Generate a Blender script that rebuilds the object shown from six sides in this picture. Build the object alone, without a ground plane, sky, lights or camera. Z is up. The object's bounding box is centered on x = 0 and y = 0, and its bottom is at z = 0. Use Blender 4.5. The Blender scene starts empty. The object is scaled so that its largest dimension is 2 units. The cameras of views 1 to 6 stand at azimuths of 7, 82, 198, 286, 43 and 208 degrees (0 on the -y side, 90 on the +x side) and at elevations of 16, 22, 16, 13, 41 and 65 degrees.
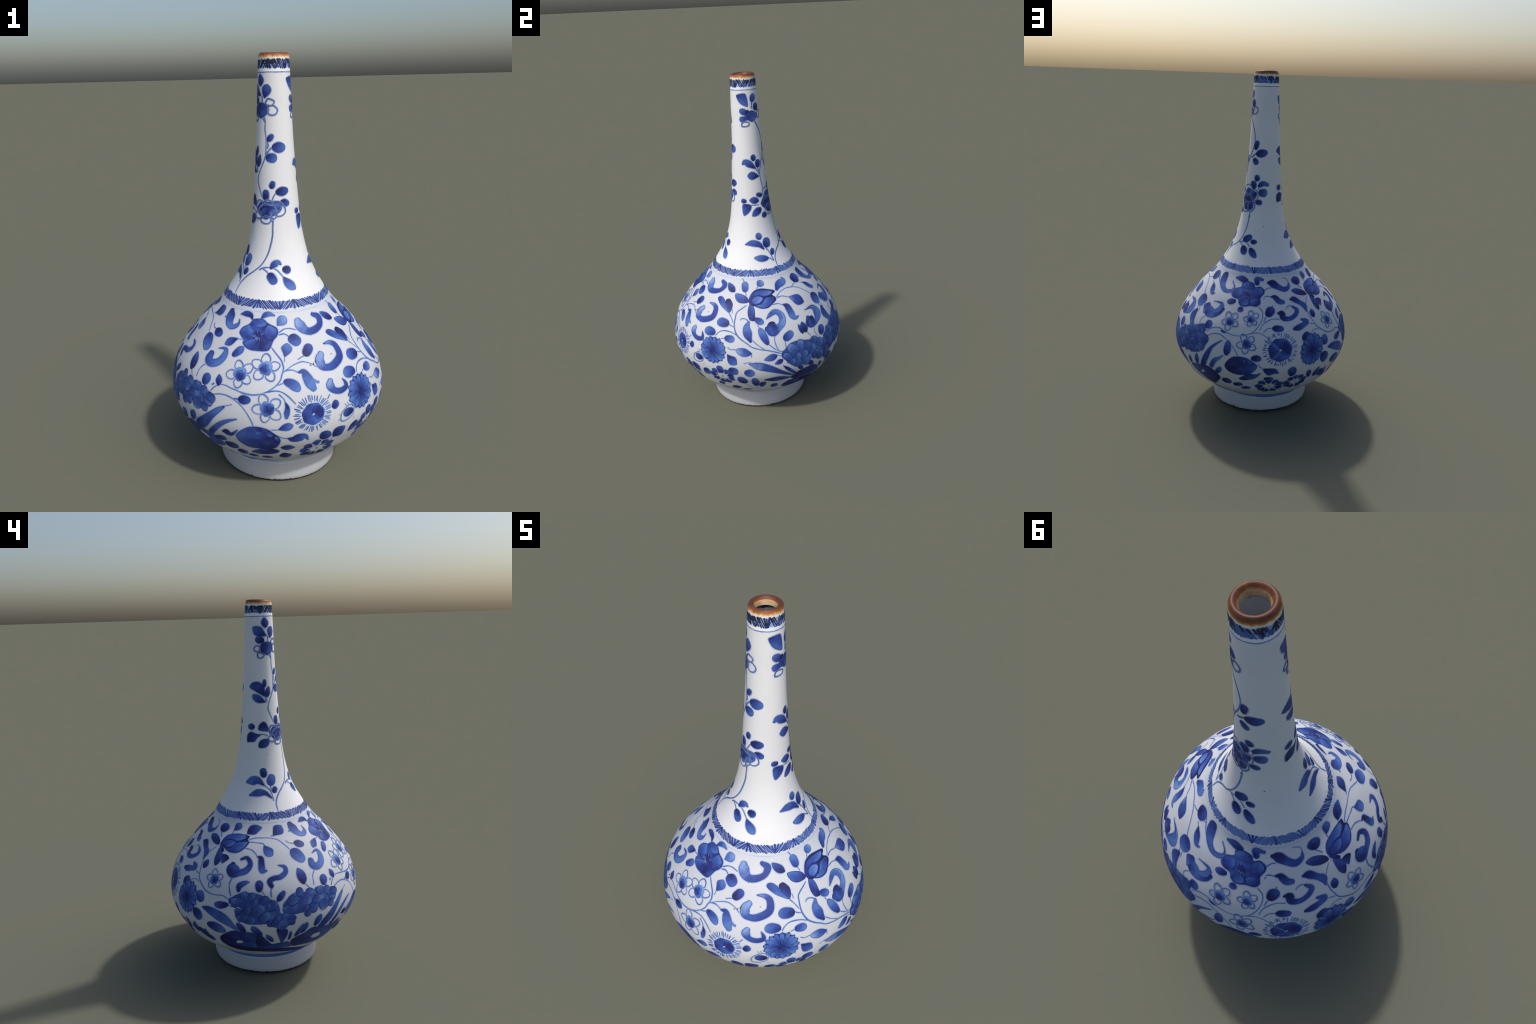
"""Tall-necked blue-and-white porcelain bottle.

The vessel is a lathe form on a slightly leaning axis.  All painting is laid on the wall as thin
raised strokes of glaze pigment (leaves, scrolls, stems, petals, hatching), each one bent to the wall.
Positions on the wall are written as (degrees round the axis, height in mm); widths are in mm.
"""
import bpy, math, random
import numpy as np
from mathutils import Matrix

rng = random.Random(11)
TAU = 2 * math.pi

# ------------------------------------------------------------------ the wall of the vessel
RADIUS = [(0.12, 0.2642), (0.15, 0.3394), (0.18, 0.3795), (0.22, 0.4272), (0.28, 0.4717), (0.34, 0.5059), (0.40, 0.5238), (0.46, 0.5243), (0.52, 0.5120), (0.58, 0.4905), (0.64, 0.4549), (0.70, 0.4083), (0.76, 0.3571), (0.82, 0.2967), (0.88, 0.2519), (0.96, 0.2015), (1.06, 0.1560), (1.18, 0.1250), (1.32, 0.1073), (1.48, 0.0949), (1.65, 0.0837), (1.82, 0.0768), (1.97, 0.0697)]
AXIS_X = [(0.15, 0.0029), (0.40, 0.0034), (0.70, -0.0024), (1.00, 0.0066), (1.30, 0.0094), (1.65, 0.0082), (2.00, 0.0094)]
AXIS_Y = [(0.15, -0.0026), (0.40, -0.0005), (0.70, -0.0023), (1.00, -0.0001), (1.30, -0.0044), (1.65, -0.0073), (2.00, -0.0117)]
FOOT_A, FOOT_B, FOOT_C = 0.0078, -0.0060, 0.0050


class Spline:
    """Natural cubic through a few knots."""
    def __init__(self, knots):
        self.x, y = np.array(knots, float).T
        x, n = self.x, len(knots)
        h, A, b = np.diff(x), np.zeros((n, n)), np.zeros(n)
        A[0, 0] = A[-1, -1] = 1
        for i in range(1, n - 1):
            A[i, i - 1], A[i, i], A[i, i + 1] = h[i - 1], 2 * (h[i - 1] + h[i]), h[i]
            b[i] = 6 * ((y[i + 1] - y[i]) / h[i] - (y[i] - y[i - 1]) / h[i - 1])
        self.y, self.h, self.m = y, h, np.linalg.solve(A, b)

    def __call__(self, q):
        q = np.asarray(q, float)
        i = np.clip(np.searchsorted(self.x, q) - 1, 0, len(self.h) - 1)
        t, h, y, m = q - self.x[i], self.h[i], self.y, self.m
        return y[i] + t * ((y[i + 1] - y[i]) / h - h * (2 * m[i] + m[i + 1]) / 6) + t * t * m[i] / 2 + t ** 3 * (m[i + 1] - m[i]) / (6 * h)


radius, axis_x, axis_y = Spline(RADIUS), Spline(AXIS_X), Spline(AXIS_Y)
Z_LOW, Z_HIGH = 0.122, 1.975
FOOT_SHIFT = -0.004


def bulge(theta, z):
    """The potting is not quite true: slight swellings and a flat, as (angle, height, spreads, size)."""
    b = 0
    for a, h, sa, sh, k in ((38, 0.75, 28, 0.11, 0.010), (122, 0.50, 30, 0.14, 0.006), (152, 0.27, 35, 0.13, 0.009), (200, 0.45, 45, 0.2, 0.003)):
        d = (np.degrees(theta) - a + 180) % 360 - 180
        b = b + k * np.exp(-(d / sa) ** 2 - ((z - h) / sh) ** 2)
    return b


def wall(theta, z, off=0.0):
    """Point on the outside of the wall, lifted off it by `off` along the wall's normal."""
    theta, z = np.asarray(theta, float), np.asarray(z, float)
    z = np.clip(z, Z_LOW, Z_HIGH)
    slope = (radius(z + 1e-3) - radius(z - 1e-3)) / 2e-3
    k = 1 / np.sqrt(1 + slope ** 2)
    r = radius(z) + bulge(theta, z) + off * k
    return np.stack([axis_x(z) + r * np.cos(theta), axis_y(z) + r * np.sin(theta), z - off * k * slope], -1)


def wall_normal(theta, z):
    slope = (radius(z + 1e-3) - radius(z - 1e-3)) / 2e-3
    n = np.stack([np.cos(theta), np.sin(theta), -slope], -1)
    return n / np.linalg.norm(n, axis=-1, keepdims=True)


def to_wall(P):
    z = np.clip(P[..., 2], Z_LOW, Z_HIGH)
    return np.arctan2(P[..., 1] - axis_y(z), P[..., 0] - axis_x(z)), z


def drop(P, off):
    return wall(*to_wall(P), off)


# ------------------------------------------------------------------ materials
def nodes(mat):
    mat.use_nodes = True
    nt = mat.node_tree
    return nt, nt.nodes, nt.links, nt.nodes["Principled BSDF"]


def plain(bsdf, rough, spec=0.2):
    bsdf.inputs["Roughness"].default_value = rough
    bsdf.inputs["Specular IOR Level"].default_value = spec


def ramp(nd, stops):
    r = nd.new("ShaderNodeValToRGB")
    el = r.color_ramp.elements
    while len(el) < len(stops):
        el.new(0.5)
    for e, (p, c) in zip(el, stops):
        e.position, e.color = p, (*c, 1)
    return r


def noise(nd, lk, coord, scale, detail=3):
    n = nd.new("ShaderNodeTexNoise")
    n.inputs["Scale"].default_value, n.inputs["Detail"].default_value = scale, detail
    lk.new(coord, n.inputs["Vector"])
    return n.outputs["Fac"]


def math_node(nd, lk, op, a, b):
    m = nd.new("ShaderNodeMath")
    m.operation = op
    for s, v in zip(m.inputs, (a, b)):
        if isinstance(v, (int, float)):
            s.default_value = v
        else:
            lk.new(v, s)
    return m.outputs[0]


ROUGH = 0.55


def pigment(name, stops, along=0.6, cloud=0.35, scale=22.0, vary=0.12):
    """Cobalt wash: graded along the brush stroke, clouded, each stroke a little lighter or darker."""
    mat = bpy.data.materials.new(name)
    nt, nd, lk, bsdf = nodes(mat)
    plain(bsdf, ROUGH)
    tc, info = nd.new("ShaderNodeTexCoord"), nd.new("ShaderNodeObjectInfo")
    sep = nd.new("ShaderNodeSeparateXYZ")
    lk.new(tc.outputs["Generated"], sep.inputs[0])
    cl = math_node(nd, lk, "MULTIPLY", math_node(nd, lk, "SUBTRACT", noise(nd, lk, tc.outputs["Object"], scale), 0.5), cloud * 2)
    gr = math_node(nd, lk, "MULTIPLY", math_node(nd, lk, "SUBTRACT", sep.outputs[0], 0.5), along)
    ov = math_node(nd, lk, "MULTIPLY", math_node(nd, lk, "SUBTRACT", info.outputs["Random"], 0.5), vary * 2)
    fac = math_node(nd, lk, "ADD", math_node(nd, lk, "ADD", cl, gr), math_node(nd, lk, "ADD", ov, 0.5))
    r = ramp(nd, stops)
    lk.new(fac, r.inputs[0])
    lk.new(r.outputs[0], bsdf.inputs["Base Color"])
    return mat


INK, DEEP, MID = (0.014, 0.019, 0.085), (0.021, 0.034, 0.180), (0.036, 0.078, 0.310)
SKY, PALE, MIST = (0.080, 0.165, 0.450), (0.19, 0.30, 0.58), (0.42, 0.49, 0.64)
PAINT = {
    "d": pigment("deep cobalt wash", [(0.12, INK), (0.40, DEEP), (0.72, MID), (1.0, (0.055, 0.115, 0.37))], along=0.75, cloud=0.6, scale=20),
    "m": pigment("middle cobalt wash", [(0.1, DEEP), (0.45, MID), (0.9, SKY)], along=0.85, cloud=0.55, scale=18),
    "l": pigment("light cobalt wash", [(0.05, MID), (0.55, SKY), (1.0, PALE)], along=0.8, cloud=0.5),
    "g": pigment("cobalt wash darkening to the tip", [(0.0, DEEP), (0.3, (0.028, 0.055, 0.25)), (0.55, MID), (0.9, PALE)], along=-0.9),
    "k": pigment("heaviest cobalt", [(0.2, (0.012, 0.015, 0.06)), (0.7, (0.022, 0.033, 0.19))]),
    "f": pigment("floret wash", [(0.1, (0.024, 0.045, 0.20)), (0.5, (0.038, 0.085, 0.29)), (0.95, (0.11, 0.21, 0.50))], along=0.4, cloud=0.6, scale=26),
    "edge": pigment("pooled cobalt outline", [(0.1, INK), (0.35, DEEP), (0.8, MID)], along=0.0, cloud=0.5, scale=40),
    "line": pigment("fine cobalt line", [(0.1, MID), (0.5, (0.075, 0.155, 0.40)), (0.95, (0.15, 0.25, 0.50))], along=0.3, cloud=0.5, scale=30),
    "halo": pigment("cobalt bled into the glaze", [(0.0, (0.33, 0.40, 0.57)), (1.0, (0.46, 0.51, 0.63))], along=0, cloud=0.3, vary=0.1),
    "soft": pigment("thin edge of the wash", [(0.0, (0.14, 0.21, 0.44)), (1.0, (0.27, 0.35, 0.55))], along=0, cloud=0.4, vary=0.1),
    "mist": pigment("thin pale cobalt", [(0.1, (0.34, 0.43, 0.62)), (0.9, (0.54, 0.60, 0.70))], along=0, cloud=0.6, scale=9),
    "band": pigment("pale ground of the hatched band", [(0.1, (0.10, 0.19, 0.46)), (0.5, (0.22, 0.32, 0.58)), (0.9, (0.42, 0.49, 0.65))], along=0, cloud=0.9, scale=16),
    "black": pigment("burnt cobalt", [(0.2, (0.010, 0.012, 0.016)), (0.6, (0.022, 0.028, 0.06)), (0.95, (0.03, 0.05, 0.2))], along=0, cloud=0.8, scale=45),
}


def glaze(name, c):
    mat = bpy.data.materials.new(name)
    nt, nd, lk, bsdf = nodes(mat)
    plain(bsdf, ROUGH)
    tc = nd.new("ShaderNodeTexCoord")
    lo, hi = [x * 0.955 for x in c], [min(x * 1.03, 1) for x in c]
    lo[2] *= 1.015
    r = ramp(nd, [(0.25, lo), (0.55, c), (0.85, hi)])
    lk.new(noise(nd, lk, tc.outputs["Object"], 5.0, 5), r.inputs[0])
    lk.new(r.outputs[0], bsdf.inputs["Base Color"])
    bump = nd.new("ShaderNodeBump")
    bump.inputs["Strength"].default_value, bump.inputs["Distance"].default_value = 0.06, 0.01
    lk.new(noise(nd, lk, tc.outputs["Object"], 14.0, 2), bump.inputs["Height"])
    lk.new(bump.outputs[0], bsdf.inputs["Normal"])
    return mat


def iron_lip():
    """Iron-brown dressing of the mouth: brown on the crown, running out through orange to cream."""
    mat = bpy.data.materials.new("iron brown lip glaze")
    nt, nd, lk, bsdf = nodes(mat)
    plain(bsdf, 0.5, 0.3)
    tc = nd.new("ShaderNodeTexCoord")
    sep = nd.new("ShaderNodeSeparateXYZ")
    lk.new(tc.outputs["Object"], sep.inputs[0])
    n = math_node(nd, lk, "MULTIPLY", math_node(nd, lk, "SUBTRACT", noise(nd, lk, tc.outputs["Object"], 55.0, 4), 0.5), 0.016)
    h = math_node(nd, lk, "ADD", sep.outputs[2], n)
    f = math_node(nd, lk, "DIVIDE", math_node(nd, lk, "SUBTRACT", h, 1.958), 0.042)
    r = ramp(nd, [(0.30, (0.80, 0.80, 0.78)), (0.46, (0.78, 0.64, 0.42)), (0.58, (0.55, 0.25, 0.075)), (0.72, (0.25, 0.080, 0.026)), (0.92, (0.105, 0.036, 0.020))])
    lk.new(f, r.inputs[0])
    lk.new(r.outputs[0], bsdf.inputs["Base Color"])
    return mat


def simple(name, stops, scale, rough):
    mat = bpy.data.materials.new(name)
    nt, nd, lk, bsdf = nodes(mat)
    plain(bsdf, rough, 0.3)
    tc = nd.new("ShaderNodeTexCoord")
    r = ramp(nd, stops)
    lk.new(noise(nd, lk, tc.outputs["Object"], scale, 5), r.inputs[0])
    lk.new(r.outputs[0], bsdf.inputs["Base Color"])
    return mat


def bore_glaze():
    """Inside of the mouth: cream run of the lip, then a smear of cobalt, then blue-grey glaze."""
    mat = bpy.data.materials.new("blue-grey glaze inside the mouth")
    nt, nd, lk, bsdf = nodes(mat)
    plain(bsdf, 0.6)
    tc = nd.new("ShaderNodeTexCoord")
    sep = nd.new("ShaderNodeSeparateXYZ")
    lk.new(tc.outputs["Object"], sep.inputs[0])
    n = math_node(nd, lk, "MULTIPLY", math_node(nd, lk, "SUBTRACT", noise(nd, lk, tc.outputs["Object"], 30.0, 4), 0.5), 0.07)
    f = math_node(nd, lk, "DIVIDE", math_node(nd, lk, "SUBTRACT", math_node(nd, lk, "ADD", sep.outputs[2], n), 1.90), 0.065)
    r = ramp(nd, [(0.0, (0.66, 0.70, 0.76)), (0.38, (0.66, 0.70, 0.76)), (0.45, (0.30, 0.40, 0.60)), (0.52, (0.64, 0.68, 0.75)), (0.62, (0.60, 0.65, 0.74)), (0.76, (0.03, 0.05, 0.20))])
    lk.new(f, r.inputs[0])
    lk.new(r.outputs[0], bsdf.inputs["Base Color"])
    return mat


LIP_INSIDE = simple("tan run inside the lip", [(0.3, (0.42, 0.26, 0.12)), (0.7, (0.62, 0.48, 0.30))], 40, 0.55)
BORE = bore_glaze()
GLAZE, LIP = glaze("white porcelain glaze", (0.705, 0.717, 0.742)), iron_lip()  # neck white dimmed below its lit top, toward the shaded lower neck
BELLY_GLAZE = glaze("porcelain glaze darkened with belly shade", (0.535, 0.556, 0.602))  # same white glaze, base colour lowered for the shading on the belly
FOOT_GLAZE = glaze("porcelain glaze of the foot, shade baked in", (0.455, 0.470, 0.500))  # one grey tone all round the foot, darker than the belly's
BISCUIT = simple("dark fired clay of the foot rim", [(0.3, (0.025, 0.022, 0.018)), (0.7, (0.085, 0.075, 0.06))], 60, 0.8)
SPECK = simple("iron speck", [(0.3, (0.03, 0.025, 0.02)), (0.7, (0.12, 0.10, 0.07))], 200, 0.7)

# ------------------------------------------------------------------ the thing and its plain parts
bottle = bpy.data.objects.new("porcelain_bottle", None)
bottle["label"] = "blue and white porcelain bottle with bulbous body and tall slender neck"
bottle["category"] = "porcelain bottle"
bpy.context.scene.collection.objects.link(bottle)


def add(name, verts, faces, mats, face_mat=None, parent=None, frame=None, smooth=True):
    me = bpy.data.meshes.new(name)
    me.from_pydata([tuple(v) for v in verts], [], faces)
    for m in mats:
        me.materials.append(m)
    if face_mat is not None:
        me.polygons.foreach_set("material_index", face_mat)
    me.polygons.foreach_set("use_smooth", [smooth] * len(me.polygons))
    ob = bpy.data.objects.new(name, me)
    ob.parent = parent or bottle
    if frame is not None:
        ob.matrix_basis = frame
    bpy.context.scene.collection.objects.link(ob)
    return ob


SEG = 256
TH = np.linspace(0, TAU, SEG + 1)[:-1]


def lathe(rz, tilt=None, swell=False):
    """Grid of points (rows of rings) for a profile of (radius, height) pairs on the leaning axis."""
    rows = []
    for r, z in rz:
        zc = max(z, 0.13)
        zz = np.full(SEG, z) + (tilt(z, TH) if tilt else 0)
        r = r + (bulge(TH, z) if swell and r > 0.05 else 0)
        shift = FOOT_SHIFT * np.clip((0.125 - z) / 0.03, 0, 1)
        rows.append(np.stack([axis_x(zc) + r * np.cos(TH) + shift, axis_y(zc) + r * np.sin(TH), zz], -1))
    return np.array(rows)


def lean(z, th):
    """The foot stands a little askew and the mouth is not quite level."""
    up, low = np.clip((z - 1.9) / 0.1, 0, 1), np.clip(1 - z / 0.11, 0, 1)
    return up * (-0.0012 * np.cos(th) + 0.0016 * np.sin(th) - 0.0020) + low * (FOOT_A + FOOT_B * np.cos(th) + FOOT_C * np.sin(th))


def rounded(rz, n=6):
    """Catmull-Rom through profile points."""
    p = np.array(rz)
    p = np.vstack([2 * p[0] - p[1], p, 2 * p[-1] - p[-2]])
    out = []
    for a, b, c, d in zip(p[:-3], p[1:-2], p[2:-1], p[3:]):
        for t in np.linspace(0, 1, n, endpoint=False):
            out.append(0.5 * (2 * b + (c - a) * t + (2 * a - 5 * b + 4 * c - d) * t * t + (3 * b - a - 3 * c + d) * t ** 3))
    return [tuple(q) for q in out] + [tuple(p[-2])]


top_r = float(radius(Z_HIGH))
bodyz = np.concatenate([np.linspace(0.122, 0.2, 14)[:-1], np.linspace(0.2, 0.892, 90)[:-1], np.linspace(0.892, Z_HIGH, 90)])
cut_neck = 0.892
outer = [(float(radius(z)), float(z)) for z in bodyz]
lip_profile = rounded([(top_r, Z_HIGH), (0.0690, 1.984), (0.0665, 1.9925), (0.0620, 1.9985), (0.0570, 2.0005), (0.0515, 1.9985),
                       (0.0465, 1.992), (0.0432, 1.985), (0.0412, 1.975), (0.0405, 1.966)])
bore_profile = [(0.0405, 1.966), (0.048, 1.963), (0.0655, 1.962)] + [(float(radius(z)) - 0.005, float(z)) for z in np.linspace(1.945, 0.20, 60)] + [(0.30, 0.165), (0.15, 0.15), (0.0005, 0.148)]


def body_parts():
    """Wall from the crease above the foot to the lip as one smooth surface, separated by region."""
    rz = outer + lip_profile[1:] + bore_profile[1:]
    G = lathe(rz, lean, True)
    du = np.roll(G, -1, 1) - np.roll(G, 1, 1)
    dv = np.gradient(G, axis=0)
    N = np.cross(du, dv)
    N /= np.linalg.norm(N, axis=-1, keepdims=True) + 1e-12
    zs = [z for r, z in outer]
    i_neck = zs.index(min(zs, key=lambda z: abs(z - cut_neck)))
    i_lip, i_bore = len(outer) - 1, len(outer) - 1 + len(lip_profile) - 1
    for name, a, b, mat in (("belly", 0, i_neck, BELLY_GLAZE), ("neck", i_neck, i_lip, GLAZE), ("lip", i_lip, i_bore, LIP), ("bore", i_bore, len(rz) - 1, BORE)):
        V, n = G[a:b + 1].reshape(-1, 3), b - a
        F = [(i * SEG + j, i * SEG + (j + 1) % SEG, (i + 1) * SEG + (j + 1) % SEG, (i + 1) * SEG + j) for i in range(n) for j in range(SEG)]
        inside = [1 if name == "lip" and f // SEG > n * 0.74 else 0 for f in range(len(F))]
        ob = add(name, V, F, [mat, LIP_INSIDE] if name == "lip" else [mat], inside)
        ob.data.normals_split_custom_set_from_vertices(N[a:b + 1].reshape(-1, 3).tolist())


def foot_parts():
    side = rounded([(0.268, 0.122), (0.277, 0.113), (0.287, 0.097), (0.2935, 0.06), (0.2945, 0.03), (0.2925, 0.012), (0.2885, 0.003)], 5)
    under = [(0.285, 0.0), (0.268, 0.0), (0.260, 0.008), (0.250, 0.05), (0.12, 0.058), (0.0005, 0.06)]
    G = lathe(side + under, lean)
    V, n = G.reshape(-1, 3), len(side) + len(under) - 1
    F = [(i * SEG + (j + 1) % SEG, i * SEG + j, (i + 1) * SEG + j, (i + 1) * SEG + (j + 1) % SEG) for i in range(n) for j in range(SEG)]
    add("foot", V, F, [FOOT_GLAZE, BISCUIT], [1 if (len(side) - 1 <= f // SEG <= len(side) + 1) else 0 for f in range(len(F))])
    # bare clay edge at the bottom of the foot, its glaze line ragged and chipped
    r2 = random.Random(5)
    m = SEG * 2
    th = np.linspace(0, TAU, m + 1)[:-1]
    ph = [r2.random() * TAU for _ in range(5)]
    edge = 0.0075 + 0.002 * sum(np.sin(k * th + p) for k, p in zip((3, 7, 17, 41, 67), ph)) / 2
    for _ in range(26):
        c = r2.random() * TAU
        d = (th - c + math.pi) % TAU - math.pi
        edge = edge + r2.uniform(0.002, 0.008) * np.exp(-(d / r2.uniform(0.008, 0.022)) ** 2)
    prof = np.array(side)[::-1]
    rows = []
    for f in (0.0, 0.33, 0.66, 1.0):
        z = 0.0025 + (edge - 0.0025) * f
        r = np.interp(z, prof[:, 1], prof[:, 0]) + (0.0008 if f < 1 else 0.0003)
        rows.append(np.stack([axis_x(0.13) + FOOT_SHIFT + r * np.cos(th), axis_y(0.13) + r * np.sin(th), z + np.array([float(lean(a, b)) for a, b in zip(z, th)])], -1))
    V = np.array(rows).reshape(-1, 3)
    F = [(i * m + j, i * m + (j + 1) % m, (i + 1) * m + (j + 1) % m, (i + 1) * m + j) for i in range(3) for j in range(m)]
    add("foot_rim", V, F, [BISCUIT])


# ------------------------------------------------------------------ brushwork bent to the wall
LIFT, LAYER = 0.00022, 0.00055


def curve3(pts, step=0.005, closed=False):
    """Smooth curve on the wall through (deg, mm) points; also returns the blended extra columns."""
    p = np.array(pts, float)
    th = np.unwrap(np.radians(p[:, 0]))
    if closed and abs(th[-1] - th[0]) > math.pi:
        th[-1] = th[0] + ((th[-1] - th[0] + math.pi) % TAU - math.pi)
    q = np.column_stack([th, p[:, 1] / 1000, p[:, 2:]])
    n = len(q)
    if closed:
        e = np.vstack([q[-1], q, q[0], q[1]])
    elif n == 2:
        e = np.vstack([2 * q[0] - q[1], q, 2 * q[1] - q[0]])
    else:
        e = np.vstack([2 * q[0] - q[1], q, 2 * q[-1] - q[-2]])
    out = []
    for a, b, c, d in zip(e[:-3], e[1:-2], e[2:-1], e[3:]):
        L = np.linalg.norm(wall(b[0], b[1]) - wall(c[0], c[1]))
        k = max(2, int(math.ceil(L / step)))
        for t in np.linspace(0, 1, k, endpoint=False):
            out.append(0.5 * (2 * b + (c - a) * t + (2 * a - 5 * b + 4 * c - d) * t * t + (3 * b - a - 3 * c + d) * t ** 3))
    if not closed:
        out.append(e[-2])
    out = np.array(out)
    return wall(out[:, 0], out[:, 1]), out[:, 2:]


class Brush:
    """Collects painted patches for one object."""
    def __init__(self):
        self.v, self.f, self.m, self.mats = [], [], [], []

    def slot(self, tone):
        if tone not in self.mats:
            self.mats.append(tone)
        return self.mats.index(tone)

    def strip(self, P, half, tone, off, closed=False, cols=5):
        P, half = np.asarray(P), np.asarray(half)
        T = np.roll(P, -1, 0) - np.roll(P, 1, 0) if closed else np.gradient(P, axis=0)
        T /= np.linalg.norm(T, axis=1, keepdims=True) + 1e-12
        S = np.cross(wall_normal(*to_wall(P)), T)
        S /= np.linalg.norm(S, axis=1, keepdims=True) + 1e-12
        u = np.linspace(-1, 1, cols)
        Q = P[:, None] + S[:, None] * (half[:, None] * u)[..., None]
        n = len(P)
        rise = np.linspace(0, 0.00012, n)[:, None] + 0 * u
        V = drop(Q, off + rise)
        b, k = len(self.v), self.slot(tone)
        self.v += list(V.reshape(-1, 3))
        for i in range(n if closed else n - 1):
            i2 = (i + 1) % n
            for j in range(cols - 1):
                self.f.append((b + i * cols + j + 1, b + i * cols + j, b + i2 * cols + j, b + i2 * cols + j + 1))
                self.m.append(k)

    def fan(self, outline, centre, tone, off, grow=0.0):
        O = np.asarray(outline)
        d = O - centre
        L = np.linalg.norm(d, axis=1, keepdims=True)
        O = centre + d / L * np.maximum(L + grow, 0.25 * L)
        n, b, k = len(O), len(self.v), self.slot(tone)
        self.v.append(drop(centre, off))
        rings = (0.25, 0.5, 0.75, 1.0)
        for f in rings:
            self.v += list(drop(centre + (O - centre) * f, off))
        for j in range(n):
            j2 = (j + 1) % n
            self.f.append((b, b + 1 + j, b + 1 + j2))
            self.m.append(k)
            for i in range(len(rings) - 1):
                a, c = b + 1 + i * n, b + 1 + (i + 1) * n
                self.f.append((a + j, c + j, c + j2, a + j2))
                self.m.append(k)

    def done(self, name, origin, along, parent=None, stuff=False):
        """Make the object, its own frame set at `origin` with x along the stroke."""
        o = np.asarray(origin, float)
        n = wall_normal(*to_wall(o))
        x = np.asarray(along, float) - o
        x = x - n * (x @ n)
        x = x / (np.linalg.norm(x) + 1e-12)
        R = np.column_stack([x, np.cross(n, x), n])
        V = (np.array(self.v) - o) @ R
        M = Matrix(((*R[0], o[0]), (*R[1], o[1]), (*R[2], o[2]), (0, 0, 0, 1)))
        if parent is not None:
            M = parent.matrix_basis.inverted() @ M
        ob = add(name, V, self.f, [PAINT.get(t, SPECK) if t != "glaze" else BELLY_GLAZE for t in self.mats], self.m, parent, M)
        if stuff:
            ob["kind"] = "stuff"
        return ob


HALO = 0.0050



def stroke(br, pts, tone, layer=0, outline=True, halo=True, step=0.005):
    """A loaded brush stroke through (deg, mm, width mm) with rounded ends: bleed, pooled edge, wash."""
    P, w = curve3(pts, step)
    half = np.maximum(w[:, 0], 1.0) / 2000
    # rounded ends
    def cap(P, half, r_at, back):
        i, j = (0, min(2, len(P) - 1)) if back else (-1, max(-3, -len(P)))
        d = P[i] - P[j]
        d /= np.linalg.norm(d) + 1e-12
        ext = np.array([0.35, 0.65, 0.86, 0.97, 1.0]) * 0.95 * r_at
        Q = P[i] + d * ext[:, None]
        h = r_at * np.sqrt(np.maximum(1 - np.array([0.35, 0.65, 0.86, 0.97, 1.0]) ** 2, 0.0004))
        return (np.vstack([Q[::-1], P]), np.concatenate([h[::-1], half])) if back else (np.vstack([P, Q]), np.concatenate([half, h]))
    P, half = cap(P, half, half[0], True)
    P, half = cap(P, half, half[-1], False)
    P = drop(P, 0)
    ph = rng.random() * TAU
    wob = 1 + 0.035 * np.sin(np.linspace(0, 9, len(P)) + ph)
    layered(br, P, half * wob, tone, layer, outline, halo)
    return P


def layered(br, P, half, tone, layer, outline=True, halo=True):
    """One stroke as nested strips: faint bleed, soft rim, pooled outline, wash."""
    off = LIFT + layer * LAYER
    wmax = half.max()
    thin = wmax < 0.0055
    e = np.linalg.norm(np.gradient(P, axis=0), axis=1).mean()
    if halo:
        for tone_h, grow, dz in (("halo", HALO, 0.0), ("soft", HALO * 0.42, 0.0001)):
            g = grow * (0.6 if thin else 1)
            a, b = P[0] - (P[1] - P[0]) / e * g, P[-1] + (P[-1] - P[-2]) / e * g
            br.strip(np.vstack([a, P, b]), np.concatenate([[g * 0.5], half + g, [g * 0.5]]), tone_h, off + dz, cols=3 if thin else 5)
    if thin or not outline:
        br.strip(P, half, tone, off + 0.0002, cols=3 if thin else 5)
        return
    half = np.maximum(half - 0.0006, 0.0004)
    br.strip(P, half, "edge", off + 0.0002)
    e = min(0.0026, 0.14 * wmax)
    keep = half > e * 1.15
    if keep.sum() > 3:
        br.strip(P[keep], (half - e)[keep], tone, off + 0.00035)


SHAPE = {
    "o": lambda t: np.sqrt(np.maximum(1 - (2 * t - 1) ** 2, 0)),
    "d": lambda t: np.sin(np.pi * t ** 1.35) ** 0.75,
    "l": lambda t: np.sin(np.pi * t ** 0.88) ** 0.82,
}


def leaf(tone, shape, width, pts):
    br = Brush()
    P, _ = curve3(pts, 0.003)
    d = np.linalg.norm(np.diff(P, axis=0), axis=1)
    s = np.concatenate([[0], np.cumsum(d)]) / d.sum()
    t = 0.5 - 0.5 * np.cos(np.linspace(0, np.pi, 26))
    P = np.stack([np.interp(t, s, P[:, k]) for k in range(3)], -1)
    n = wall_normal(*to_wall(P))
    side = np.cross(n, P[-1] - P[0])
    P = drop(P + side * (0.05 * rng.uniform(-1, 1) * np.sin(np.pi * t))[:, None], 0)
    half = np.maximum(SHAPE[shape](np.clip(t, 0.0005, 0.9995)), 0.02) * width / 2000
    half = half * (1 + 0.05 * np.sin(t * 7 + rng.random() * TAU))
    layered(br, P, half, tone, 0)
    br.done("leaf", P[0], P[-1])


def scroll(tone, pts):
    br = Brush()
    P = stroke(br, [(a, z, w * 0.84) for a, z, w in pts], tone)
    br.done("scroll_leaf", P[0], P[len(P) // 2])


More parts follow.
